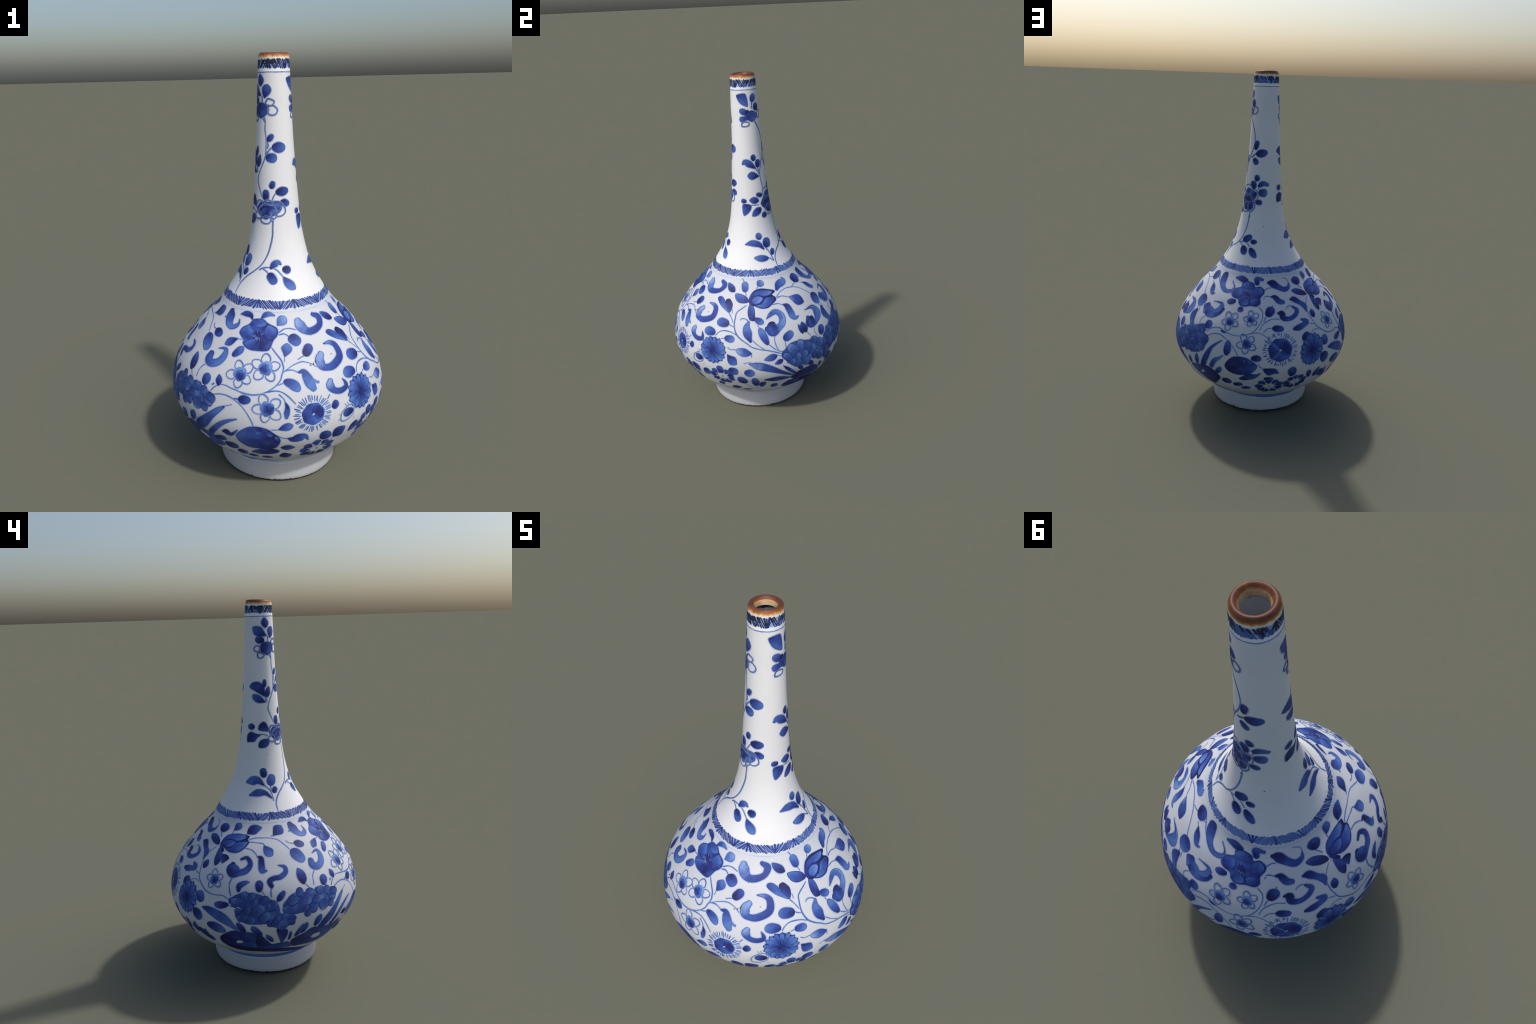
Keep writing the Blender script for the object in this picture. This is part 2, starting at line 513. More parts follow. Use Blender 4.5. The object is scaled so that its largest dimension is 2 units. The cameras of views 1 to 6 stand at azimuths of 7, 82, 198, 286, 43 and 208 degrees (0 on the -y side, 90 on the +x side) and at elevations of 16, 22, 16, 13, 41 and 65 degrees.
def stem(width, pts):
    br = Brush()
    P, _ = curve3(pts)
    t = np.linspace(0, 1, len(P))
    half = np.full(len(P), width / 2150) * (1 + 0.18 * np.sin(t * 11 + rng.random() * TAU)) * np.clip(np.minimum(t, 1 - t) * 12 + 0.45, 0, 1)
    br.strip(P, half + 0.0026, "halo", LIFT - 0.0001, cols=3)
    br.strip(P, half * 0.9 + 0.0005, "soft", LIFT, cols=3)
    br.strip(P, half * 0.85, "line", LIFT + 0.0001, cols=3)
    br.done("stem", P[0], P[-1])


def vein(width, pts):
    """Fine pale line scratched through the heart of a flower."""
    br = Brush()
    P, _ = curve3(pts)
    t = np.linspace(0, 1, len(P))
    br.strip(P, width / 2000 * (1.1 - 0.8 * t), "soft", LIFT + 4 * LAYER, cols=3)
    br.done("vein", P[0], P[-1])


def loop(width, pts):
    width = 0.62 * width
    br = Brush()
    P, _ = curve3(pts, 0.004, True)
    half = np.full(len(P), width / 2000) * (1 + 0.2 * np.sin(np.linspace(0, TAU, len(P)) + rng.random() * TAU))
    br.strip(P, half + 0.0024, "soft", LIFT + 3 * LAYER, True, 3)
    br.strip(P, half, "m", LIFT + 3 * LAYER + 0.00015, True, 3)
    br.done("petal_outline", P[0], P[len(P) // 2])


def patch(tone, layer, pts, name, edged):
    br = Brush()
    P, _ = curve3(pts, 0.004, True)
    c = drop(P.mean(0), 0)
    off = LIFT + layer * LAYER
    if layer == 0:
        br.fan(P, c, "halo", off, HALO)
        br.fan(P, c, "soft", off + 0.0001, HALO * 0.4)
    size = np.linalg.norm(P - c, axis=1).mean()
    if edged:
        br.fan(P, c, "edge", off + 0.0002)
        br.fan(P, c, tone, off + 0.00035, -min(0.003, 0.14 * size))
    else:
        br.fan(P, c, tone, off + 0.0002)
    far = P[np.argmax(np.linalg.norm(P - c, axis=1))]
    br.done(name, c, far)


def blot(tone, layer, pts):
    patch(tone, layer, pts, "brush_patch", tone != "k")


def petal(tone, layer, pts):
    patch(tone, layer, pts, "petal", True)


def bare(layer, pts):
    """A spot left white in the painting."""
    br = Brush()
    P, _ = curve3(pts, 0.004, True)
    c = drop(P.mean(0), 0)
    br.fan(P, c, "halo", LIFT + 1.5 * LAYER, 0.0015)
    br.fan(P, c, "glaze", LIFT + 1.5 * LAYER + 0.00015)
    br.done("bare_spot", c, P[0])


def floret(width, pts):
    width = width * 1.14
    br = Brush()
    P, _ = curve3(pts, 0.003)
    d = np.linalg.norm(np.diff(P, axis=0), axis=1)
    s = np.concatenate([[0], np.cumsum(d)]) / d.sum()
    t = 0.5 - 0.5 * np.cos(np.linspace(0, np.pi, 22))
    P = np.stack([np.interp(t, s, P[:, k]) for k in range(3)], -1)
    half = np.maximum(np.sqrt(np.maximum(1 - np.abs(2 * t - 1) ** 2.3, 0)), 0.03) * width / 2000
    off = LIFT + (1.2 + 1.2 * rng.random()) * LAYER
    br.strip(P, half * 1.05, "k" if rng.random() < 0.6 else "edge", off)
    e = min(0.0032, 0.15 * half.max())
    keep = half > e * 1.1
    br.strip(P[keep], (half - e)[keep], "f", off + 0.00015)
    br.done("floret", P[0], P[-1])


def tangent_map(at):
    th, z = math.radians(at[0]), at[1] / 1000
    c = wall(th, z)
    n = wall_normal(th, z)
    ex = np.array([-math.sin(th), math.cos(th), 0.0])
    ey = np.cross(n, ex)
    return c, lambda a, b: drop(c + np.multiply.outer(np.asarray(a, float), ex) + np.multiply.outer(np.asarray(b, float), ey), 0)


def ring_pts(f, ca, cb, ra, rb, rot=0.0, n=28, bump=None):
    p = np.linspace(0, TAU, n + 1)[:-1]
    k = 1 if bump is None else bump(p)
    x, y = ra * k * np.cos(p), rb * k * np.sin(p)
    return f(ca + x * math.cos(rot) - y * math.sin(rot), cb + x * math.sin(rot) + y * math.cos(rot))


def blossom(tone, size, at, tip):
    """Small open blossom: five outlined petals left white, a cobalt heart."""
    c, f = tangent_map(at)
    R = size / 1000
    e = wall(math.radians(tip[0]), tip[1] / 1000) - c
    th = math.radians(at[0])
    ex = np.array([-math.sin(th), math.cos(th), 0.0])
    ey = np.cross(wall_normal(th, at[1] / 1000), ex)
    a0 = math.atan2(e @ ey, e @ ex)
    br = Brush()
    ph = rng.random() * TAU
    H = ring_pts(f, 0, 0, 0.47 * R, 0.45 * R, a0, 40, lambda p: 1 + 0.07 * np.cos(5 * p) + 0.05 * np.sin(3 * p + ph))
    up = LIFT + 3 * LAYER
    br.fan(H, c, "soft", up, 0.0015)
    br.fan(H, c, "l", up + 0.00015)
    dx, dy = 0.07 * R * math.cos(ph), 0.07 * R * math.sin(ph)
    br.fan(ring_pts(f, dx, dy, 0.35 * R, 0.33 * R, a0, 30, lambda p: 1 - 0.08 * np.cos(5 * p)), f(dx, dy), "m", up + 0.0003)
    br.fan(ring_pts(f, dx * 2, dy * 2, 0.26 * R, 0.22 * R, ph, 20, lambda p: 1 + 0.2 * np.cos(3 * p)), f(dx * 2, dy * 2), "d", up + 0.00045)
    heart = br.done("blossom", c, c + e)
    for k in range(5):
        a = a0 + k * TAU / 5 + rng.uniform(-0.12, 0.12)
        g = R * rng.uniform(0.92, 1.06)
        L = ring_pts(f, 0.65 * g * math.cos(a), 0.65 * g * math.sin(a), 0.33 * g, 0.31 * g, a, 26, lambda p: 1 + 0.06 * np.cos(3 * p))
        b2 = Brush()
        half = 0.0020 * (1 + 0.3 * np.sin(np.linspace(0, TAU, len(L)) + rng.random() * TAU))
        b2.strip(L, half + 0.0028, "halo", LIFT + 1.8 * LAYER, True, 3)
        b2.strip(L, half + 0.0010, "soft", LIFT + 2 * LAYER, True, 3)
        b2.strip(L, half, "line", LIFT + 2 * LAYER + 0.00015, True, 3)
        b2.done("petal", L[0], L[len(L) // 2], heart)


def aster(rx, ry, rot, at):
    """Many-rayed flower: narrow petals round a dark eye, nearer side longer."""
    c, f = tangent_map(at)
    rx, ry, ro = rx / 1000, ry / 1000, -math.radians(rot)
    br = Brush()
    br.fan(ring_pts(f, 0, 0, rx, ry, ro, 60, lambda p: 0.95 + 0.04 * np.cos(17 * p)), c, "halo", LIFT, HALO)
    br.fan(ring_pts(f, 0, 0, rx, ry, ro, 60, lambda p: 0.93 + 0.04 * np.cos(17 * p)), c, "edge", LIFT + 0.00015)
    eye = br.done("aster", c, f(rx, 0))
    n = 17
    for k in range(n):
        p = k * TAU / n + rng.uniform(-0.06, 0.06)
        tip = rng.uniform(0.93, 1.02)
        x, y = rx * math.cos(p), ry * math.sin(p)
        a, b = x * math.cos(ro) - y * math.sin(ro), x * math.sin(ro) + y * math.cos(ro)
        t = np.linspace(0, 1, 16)
        s = 0.12 + (tip - 0.12) * t
        P = f(a * s, b * s)
        w = 0.5 * TAU * math.hypot(a, b) / n
        half = w * np.maximum(np.sin(np.pi * np.clip(t, 0.01, 0.985) ** 1.7) ** 0.7, 0.06) * 0.98
        b2 = Brush()
        b2.strip(P, half, "k", LIFT + 1.3 * LAYER + (k % 3) * 0.0001)
        b2.strip(P[1:-1], half[1:-1] * 0.72, "m" if k % 3 else "f", LIFT + 1.9 * LAYER + (k % 3) * 0.0001)
        b2.done("petal", P[0], P[-1], eye)
    b3 = Brush()
    b3.fan(ring_pts(f, 0, 0, 0.17 * rx, 0.12 * ry, 0.5, 24, lambda p: 1 + 0.25 * np.cos(5 * p)), c, "k", LIFT + 3 * LAYER)
    b3.done("flower_eye", c, f(rx, 0), eye)


def sunburst(rin, rout, at):
    """Round flower with a fringe of short rays standing clear of it."""
    c, f = tangent_map(at)
    r, R = rin / 1000, rout / 1000
    br = Brush()
    D = ring_pts(f, 0, 0, r, r * 0.92, 0.2, 48, lambda p: 1 + 0.03 * np.cos(7 * p))
    br.fan(D, c, "halo", LIFT, HALO)
    br.fan(D, c, "m", LIFT + 0.00015)
    sector = ring_pts(f, 0.42 * r, 0.12 * r, 0.52 * r, 0.62 * r, 0.3, 30)
    br.fan(sector, f(0.42 * r, 0.12 * r), "d", LIFT + 0.0003)
    br.fan(ring_pts(f, 0.55 * r, 0.1 * r, 0.33 * r, 0.5 * r, 0.3, 30), f(0.55 * r, 0.1 * r), "k", LIFT + 0.00045)
    br.fan(ring_pts(f, 0, 0, 0.11 * r, 0.08 * r, 0.6, 16), c, "halo", LIFT + 0.0006)
    disc = br.done("sunburst_flower", c, f(r, 0))
    b2 = Brush()
    n = 48
    for k in range(n):
        a = k * TAU / n + rng.uniform(-0.04, 0.04)
        s = np.linspace(rng.uniform(0.98, 1.22) * r, R * rng.uniform(0.93, 1.03), 6)
        sl = rng.uniform(-0.06, 0.06)
        P = f(s * np.cos(a + sl * np.linspace(0, 1, 6)), 0.93 * s * np.sin(a + sl * np.linspace(0, 1, 6)))
        h = np.full(6, rng.uniform(0.0014, 0.0026)) * np.array([0.5, 0.9, 1, 1, 1, 0.7])
        b2.strip(P, h + 0.0016, "soft" if k % 2 else "halo", LIFT, cols=3)
        b2.strip(P, h, "line" if k % 3 else "m", LIFT + 0.00015, cols=3)
    b2.done("ray", c, f(r, 0), disc, True)


def daisy(rin, rout, at):
    """Flower near the foot: white oval eye with a dot, dark lobed petals round it."""
    c, f = tangent_map(at)
    r, R = rin / 1000, rout / 1000
    br = Brush()
    E = ring_pts(f, 0, 0, r, r * 0.8)
    br.strip(E, np.full(len(E), 0.0018), "line", LIFT + LAYER, True, 3)
    br.fan(ring_pts(f, 0, 0, 0.16 * r, 0.14 * r), c, "d", LIFT + LAYER)
    eye = br.done("daisy", c, f(r, 0))
    for k in range(9):
        a = k * TAU / 9 + 0.3 + rng.uniform(-0.08, 0.08)
        t = 0.5 - 0.5 * np.cos(np.linspace(0, np.pi, 18))
        s = r * 0.98 + (R * rng.uniform(0.95, 1.1) - r * 0.98) * t
        P = f(s * math.cos(a), 0.85 * s * math.sin(a))
        half = np.maximum(SHAPE["d"](np.clip(t, 0.001, 0.999)), 0.04) * R * 0.25
        b2 = Brush()
        layered(b2, P, half, "d", 0)
        b2.done("petal", P[0], P[-1], eye)


# ------------------------------------------------------------------ bands
def ring_band(name, z0, z1, tone, off=LIFT, wobble=0.0, parent=None):
    br = Brush()
    n = 220
    th = np.linspace(0, TAU, n + 1)[:-1]
    mid = (z0 + z1) / 2 + wobble * (np.sin(3 * th + 1) + np.sin(7 * th + 2) + 0.6 * np.sin(19 * th)) / 2
    P = wall(th, mid)
    half = (z1 - z0) / 2 * (1 + (0.25 if wobble else 0.05) * np.sin(11 * th + 0.4) * np.sin(5 * th))
    slope = np.abs((radius(mid + 1e-3) - radius(mid - 1e-3)) / 2e-3)
    br.strip(P, half * np.sqrt(1 + slope ** 2), tone, off, True, 4)
    return br.done(name, P[0], P[1], parent)


def hatched_band(name, z0, z1, count, lean_deg, run, tones, wide, ground_tone, over=0.0):
    """Border of slanting strokes that change direction every so often, dark where the runs meet."""
    ground = ring_band(name, z0 + 0.002, z1 - 0.002, ground_tone)
    br = Brush()
    r2 = random.Random(count)
    zm = (z0 + z1) / 2
    sgn, left, a, slant = 1, run, 0.0, lean_deg
    while a < TAU:
        if left <= 0:
            sgn, left = -sgn, run * r2.uniform(0.6, 1.3)
        slant += max(-lean_deg * 0.5, min(lean_deg * 0.5, sgn * lean_deg - slant))
        turning = abs(slant - sgn * lean_deg) > 0.1
        sl = slant * (-1 if over and r2.random() < 0.22 else 1) + lean_deg * r2.uniform(-0.12, 0.12)
        lo, hi = z0 + r2.uniform(-0.08, 0.1) * (z1 - z0), z1 + r2.uniform(-0.1, 0.08) * (z1 - z0)
        t = np.linspace(0, 1, 7)
        P = wall(a + math.radians(sl) * (t - 0.5), lo + (hi - lo) * t)
        half = wide / 2 * r2.uniform(0.7, 1.2) * (1.7 if turning else 1) * np.array([0.75, 1, 0.9, 0.8, 0.9, 1.0, 0.8])
        up = 0.0003 * r2.random()
        br.strip(P, half + 0.0012, "soft", LIFT + 0.0003, cols=3)
        br.strip(P, half, tones[1] if turning and r2.random() < 0.6 else tones[0], LIFT + 0.0004 + up, cols=3)
        if r2.random() < over:  # heavy black loading in the upper half
            br.strip(P[3:], half[3:] * r2.uniform(1.1, 1.9), "black", LIFT + 0.0008 + up, cols=3)
        a += TAU / count * r2.uniform(0.75, 1.25)
        left -= TAU / count
    br.done("hatching", wall(0, zm), wall(0.01, zm), ground, True)


def bands():
    hatched_band("shoulder_band", 0.876, 0.909, 165, 9.0, 0.40, ("m", "edge"), 0.0050, "band", 0.0)
    ring_band("shoulder_line", 0.861, 0.866, "mist", wobble=0.001)
    hatched_band("mouth_band", 1.931, 1.970, 62, 17, 0.9, ("d", "black"), 0.0046, "band", 0.68)
    ring_band("mouth_line", 1.9120, 1.9170, "soft", wobble=0.0008)
    ring_band("mouth_tint", 1.918, 1.929, "tint", LIFT - 0.0001)
    # blue line in the crease between belly and foot
    th = TH
    rows = [np.stack([axis_x(0.13) + FOOT_SHIFT + r * np.cos(th), axis_y(0.13) + r * np.sin(th), np.full(SEG, z) + lean(z, th)], -1)
            for r, z in ((0.2715, 0.1195), (0.2785, 0.1125), (0.2850, 0.1015), (0.2888, 0.0945))]
    F = [(i * SEG + (j + 1) % SEG, i * SEG + j, (i + 1) * SEG + j, (i + 1) * SEG + (j + 1) % SEG) for i in range(3) for j in range(SEG)]
    add("foot_line", np.array(rows).reshape(-1, 3), F, [PAINT["line"], PAINT["mist"]], [0] * SEG * 2 + [1] * SEG)


def specks():
    for d, z, w in ((-62.5, 672, 7), (-60.8, 678, 9), (-64.5, 669, 6), (-48.5, 690, 5), (8.5, 634, 9), (-58, 770, 4), (112, 524, 6), (107, 528, 4), (-30, 560, 4), (60, 1285, 5), (113, 1125, 5), (-150, 1195, 4)):
        br = Brush()
        c, f = tangent_map((d, z))
        br.fan(ring_pts(f, 0, 0, w / 2000 * 1.4, w / 2600, rng.random() * 3, 14, lambda p: 1 + 0.3 * np.sin(3 * p + d)), c, "speck", LIFT + 2.5 * LAYER)
        br.done("iron_speck", c, f(0.01, 0))


PAINT["tint"] = simple("faint blue tint of the glaze", [(0.3, (0.70, 0.77, 0.87)), (0.7, (0.80, 0.84, 0.88))], 8, ROUGH)

def ground_leaves():
    """Low dense leaves and runners just above the foot."""
    r2 = random.Random(23)
    a = -140.0
    while a < 148:
        z, L = 146 + r2.uniform(-7, 9), r2.uniform(6.0, 10.0)
        up = r2.choice((-1, 1)) * r2.uniform(0, 9)
        leaf("d", r2.choice("lod"), r2.uniform(15, 23), [(a, z - up / 2), (a + L, z + up / 2)] if r2.random() < 0.5 else [(a + L, z + up / 2), (a, z - up / 2)])
        if r2.random() < 0.6:
            stem(3.5, [(a - 1, z), (a + L / 2, z + 14), (a + L + 3, z + 4)])
        a += L + r2.uniform(0.5, 3.5)


body_parts()
foot_parts()
bands()
specks()

# ------------------------------------------------------------------ the painting, motif by motif
# big flower
blot("d",0,[(-114.5,782),(-113.5,800),(-108.7,815),(-105.7,834),(-97.1,837),(-92.1,823),(-84.7,808),(-83.3,790),(-84.6,776),(-86.7,765),(-88.5,742),(-90.2,730),(-93.9,727),(-98.1,727),(-102.0,728),(-105.9,735),(-108.9,749),(-109.0,759),(-111.6,769)])
petal("m",1,[(-108.1,816),(-105.2,832),(-101.0,836),(-97.0,835),(-93.0,821),(-95.1,811),(-99.4,806),(-104.8,808)])
petal("m",1,[(-113.9,782),(-113.0,798),(-108.7,812),(-105.4,802),(-102.5,792),(-103.6,773),(-107.8,765),(-110.9,771)])
petal("m",1,[(-93.5,808),(-91.0,817),(-85.2,806),(-84.1,793),(-84.6,780),(-86.9,768),(-90.8,770),(-92.9,778),(-94.1,792)])
petal("m",1,[(-107.8,749),(-105.7,759),(-102.4,768),(-99.2,763),(-98.2,750),(-98.0,731),(-101.1,729),(-105.2,736)])
petal("d",1,[(-97.2,758),(-94.3,765),(-90.2,763),(-87.4,761),(-89.0,743),(-90.5,733),(-93.7,730),(-96.4,734)])
blot("k",2,[(-101.7,790),(-99.5,796),(-96.4,784),(-94.6,773),(-95.1,766),(-97.8,773),(-100.1,781)])
vein(3.2,[(-99.5,774),(-101.2,760)])
vein(2.9,[(-98.8,772),(-99.6,760)])
vein(2.9,[(-97.5,772),(-97.0,761)])
vein(2.9,[(-100.2,777),(-103.6,770)])
vein(2.2,[(-98.3,772),(-98.8,760)])
vein(2.2,[(-101.1,779),(-104.0,775)])
vein(2.2,[(-99.1,788),(-100.9,800)])
vein(2.2,[(-96.5,782),(-93.5,790)])
scroll("d",[(-107.0,833,8),(-110.0,847,28),(-115.3,850,31),(-120.8,844,5)])
scroll("m",[(-98.6,839,10),(-95.6,853,28),(-91.6,857,26),(-86.4,851,6)])
leaf("l","d",48,[(-84.2,814),(-75.8,846)])
scroll("g",[(-65.4,828,34),(-64.4,813,56),(-62.5,797,55),(-58.5,785,44),(-52.6,786,41),(-45.8,799,34),(-43.5,824,39),(-48.8,839,22)])
stem(5.1,[(-83.0,790),(-78.3,802),(-73.6,803),(-68.6,796)])
stem(6.5,[(-83.0,783),(-78.6,786),(-74.9,775)])
leaf("d","o",56,[(-75.0,779),(-67.9,747)])
leaf("m","d",46,[(-79.7,706),(-77.3,755)])
stem(2.9,[(-79.5,706),(-79.9,689)])
leaf("d","o",45,[(-67.1,704),(-61.1,743)])
stem(4.3,[(-67.1,705),(-69.3,701),(-71.8,694)])
scroll("g",[(-55.6,700,33),(-57.8,682,51),(-57.5,661,53),(-55.3,650,37),(-50.3,650,41),(-42.9,674,41),(-42.3,712,37),(-45.6,729,26),(-51.0,732,6)])
stem(5.1,[(-60.9,658),(-63.7,673),(-67.3,683),(-70.3,685),(-74.8,677),(-79.2,662),(-81.8,649)])
stem(6.5,[(-88.2,743),(-85.1,721),(-82.1,699),(-80.9,679),(-80.8,665),(-82.0,643),(-82.7,628),(-85.1,608),(-88.4,590),(-91.9,577),(-96.9,568),(-101.7,571),(-106.0,577)])
scroll("m",[(-72.5,650,10),(-69.6,650,31),(-68.2,630,48),(-67.0,605,54),(-65.8,585,35)])
stem(14.4,[(-64.8,619),(-63.6,607),(-61.8,605)])
stem(5.8,[(-81.3,655),(-78.0,661),(-75.3,659),(-72.5,650)])
leaf("m","o",43,[(-81.3,623),(-76.6,608),(-73.0,582)])
stem(5.1,[(-84.7,608),(-82.8,612),(-80.9,618)])
stem(5.8,[(-90.9,581),(-86.2,587),(-82.7,583),(-79.3,564),(-75.8,531)])
scroll("g",[(-55.4,600,28),(-56.2,581,47),(-54.4,559,33),(-50.7,550,32),(-46.9,558,28),(-46.6,574,21),(-47.9,595,3)])
stem(4.6,[(-57.6,549),(-59.4,531)])
leaf("d","o",36,[(-57.0,485),(-53.8,514)])
sunburst(53,90,(-67.6,480))
scroll("d",[(-81.0,541,6),(-80.2,519,24),(-80.6,495,30),(-80.9,476,16)])
stem(5.1,[(-84.2,575),(-81.8,557),(-80.9,538)])
leaf("m","d",37,[(-85.2,421),(-77.7,440)])
stem(4.3,[(-88.6,420),(-84.9,421)])
scroll("d",[(-80.6,374,8),(-77.9,367,40),(-74.5,374,53),(-72.1,377,32),(-70.2,353,3)])
stem(5.1,[(-85.7,389),(-83.0,377),(-80.6,372)])
leaf("d","o",64,[(-63.0,339),(-59.4,381)])
leaf("d","l",72,[(-56.3,335),(-49.6,378)])
stem(4.3,[(-56.1,329),(-57.6,304)])
blot("d",0,[(-106.3,374),(-103.4,403),(-99.7,425),(-96.6,432),(-92.8,430),(-89.6,420),(-87.0,401),(-85.0,385),(-84.1,360),(-85.1,332),(-87.4,307),(-91.5,302),(-96.0,299),(-100.9,304),(-104.5,327),(-105.9,348)])
petal("m",1,[(-91.6,410),(-89.9,415),(-87.5,391),(-89.1,383),(-91.4,395)])
petal("m",1,[(-96.3,399),(-94.7,408),(-92.3,402),(-92.1,387),(-94.5,385)])
petal("m",1,[(-87.1,381),(-85.7,385),(-84.6,364),(-85.8,358)])
blot("d",0,[(-100.3,265),(-96.6,289),(-91.4,307),(-87.4,301),(-84.8,287),(-86.0,269),(-90.0,259),(-94.8,254),(-98.0,258)])
leaf("d","l",41,[(-84.1,313),(-76.4,309)])
leaf("d","l",59,[(-84.8,241),(-77.6,252)])
daisy(35,84,(-63.6,276))
leaf("d","o",47,[(-109.3,255),(-102.8,253)])
leaf("d","o",35,[(-103.0,236),(-97.0,232)])
leaf("d","o",35,[(-95.0,228),(-88.6,228)])
blossom("d",65,(-105.4,640),(-107.5,666))
blossom("d",65,(-91.0,668),(-90.6,698))
blossom("d",67,(-89.9,515),(-91.4,555))
leaf("d","o",39,[(-104.9,543),(-98.1,547)])
stem(9.0,[(-107.2,543),(-104.7,544)])
stem(6.5,[(-121.6,527),(-119.0,539),(-114.8,549),(-110.6,549),(-106.6,538),(-103.1,519),(-100.1,490),(-98.1,461),(-96.8,434)])
stem(5.1,[(-121.3,549),(-118.9,572),(-115.7,587),(-112.3,588),(-108.8,582),(-105.5,577),(-102.3,569),(-99.0,567),(-94.6,570),(-91.1,580)])
leaf("d","l",33,[(-116.8,578),(-118.0,624)])
stem(9.0,[(-121.2,576),(-119.4,585)])
scroll("m",[(-129.6,373,40),(-120.9,441,29),(-115.7,481,18),(-111.9,502,6)])
stem(3.6,[(-112.1,502),(-107.7,517)])
scroll("m",[(-122.2,342,33),(-115.2,407,28),(-110.1,438,18),(-105.0,456,4)])
leaf("d","l",31,[(-147.6,322),(-143.0,402)])
scroll("d",[(-113.6,375,13),(-111.3,377,40),(-108.7,372,22),(-104.8,404,3)])
leaf("d","o",37,[(-121.2,310),(-112.9,337)])
leaf("d","o",57,[(-115.8,279),(-107.3,295)])
leaf("d","o",32,[(-108.4,252),(-102.7,256)])
scroll("m",[(-133.2,845,37),(-131.6,827,62),(-128.7,805,46),(-123.8,792,27),(-119.9,801,28),(-118.8,812,13),(-119.9,826,3)])
scroll("m",[(-129.3,683,40),(-129.4,663,53),(-126.2,653,46),(-121.9,663,43),(-119.3,685,40),(-119.1,709,27),(-121.4,716,14),(-125.6,710,3)])
leaf("d","d",38,[(-113.1,762),(-122.3,730)])
stem(4.3,[(-113.1,758),(-109.6,761)])
leaf("m","o",36,[(-113.5,697),(-107.1,736)])
leaf("d","d",48,[(-119.5,1802),(-107.6,1864)])
loop(4.4,[(-113.3,1787),(-104.2,1802),(-85.2,1791),(-91.6,1774),(-104.3,1773),(-112.1,1778)])
loop(4.4,[(-103.2,1768),(-87.5,1772),(-75.3,1755),(-79.7,1737),(-91.9,1731),(-104.4,1739)])
stem(4.6,[(-127.1,1722),(-115.6,1696)])
stem(4.6,[(-118.1,1722),(-115.2,1696)])
stem(3.9,[(-115.6,1699),(-116.7,1666),(-113.2,1636),(-112.6,1602),(-112.8,1576),(-114.3,1551)])
leaf("d","o",25,[(-108.8,1615),(-89.6,1646)])
leaf("m","o",45,[(-94.9,1591),(-52.6,1589)])
stem(7.2,[(-113.7,1554),(-100.7,1580),(-93.9,1587)])
leaf("m","o",42,[(-113.6,1543),(-79.7,1537)])
stem(5.9,[(-109.7,1583),(-105.7,1597),(-108.8,1614)])
stem(4.6,[(-113.0,1599),(-112.8,1577),(-114.3,1548),(-123.2,1513),(-134.9,1474),(-139.7,1438),(-131.7,1399),(-121.9,1359)])
leaf("d","o",26,[(-98.4,1403),(-91.4,1439)])
leaf("d","o",34,[(-111.3,1348),(-110.8,1399)])
leaf("d","o",39,[(-86.4,1387),(-51.2,1397)])
stem(4.6,[(-86.1,1382),(-92.7,1362),(-95.3,1344)])
leaf("d","o",34,[(-75.3,1345),(-50.4,1334)])
blot("m",0,[(-137.6,1305),(-130.1,1335),(-114.9,1343),(-92.8,1342),(-77.0,1340),(-71.9,1311),(-83.9,1287),(-99.2,1275),(-110.3,1262),(-125.1,1276)])
blot("d",1,[(-132.5,1301),(-124.3,1320),(-107.7,1336),(-92.9,1330),(-82.0,1324),(-85.3,1306),(-97.7,1298),(-102.4,1280),(-111.3,1273),(-123.1,1276),(-128.7,1290)])
petal("d",2,[(-123.8,1300),(-111.9,1318),(-101.7,1303),(-102.4,1288),(-111.4,1280),(-122.4,1285)])
petal("m",2,[(-92.1,1324),(-88.1,1337),(-79.4,1335),(-75.0,1317),(-79.9,1306),(-88.4,1305)])
loop(5.0,[(-117.7,1339),(-106.9,1354),(-93.7,1342),(-93.7,1328),(-106.0,1332),(-116.6,1331)])
loop(4.4,[(-92.9,1340),(-84.8,1347),(-73.7,1342),(-64.4,1319),(-63.1,1295),(-73.4,1279),(-84.8,1281),(-82.3,1300)])
loop(5.0,[(-97.7,1295),(-89.9,1304),(-83.8,1295),(-85.6,1274),(-91.6,1267),(-97.7,1280)])
loop(5.0,[(-121.9,1268),(-121.4,1251),(-109.2,1243),(-99.9,1250),(-97.7,1271),(-108.8,1276)])
loop(5.0,[(-130.1,1298),(-142.8,1286),(-139.7,1267),(-128.8,1263),(-122.1,1274)])
loop(4.4,[(-135.0,1303),(-140.8,1325),(-134.1,1347),(-122.8,1347),(-116.7,1335),(-126.3,1317)])
stem(4.6,[(-97.7,1265),(-93.1,1242),(-94.3,1221)])
stem(4.6,[(-92.4,1268),(-93.8,1224),(-94.3,1180),(-96.7,1148)])
stem(5.5,[(-93.9,1238),(-93.8,1192),(-97.6,1143),(-103.0,1097),(-112.0,1054),(-122.3,1025),(-135.4,991),(-142.7,952),(-142.8,910)])
stem(5.5,[(-114.8,1030),(-108.1,1041),(-96.8,1045),(-85.8,1036),(-78.1,1014),(-73.5,996)])
stem(5.5,[(-107.8,1037),(-101.7,1028),(-97.2,1015)])
scroll("m",[(-94.7,1043,15),(-90.1,1058,34),(-83.0,1067,26),(-77.7,1058,5)])
leaf("d","o",36,[(-76.4,1039),(-62.3,1028)])
leaf("d","o",42,[(-98.1,1021),(-86.6,975)])
leaf("m","d",44,[(-75.8,1007),(-59.7,949)])
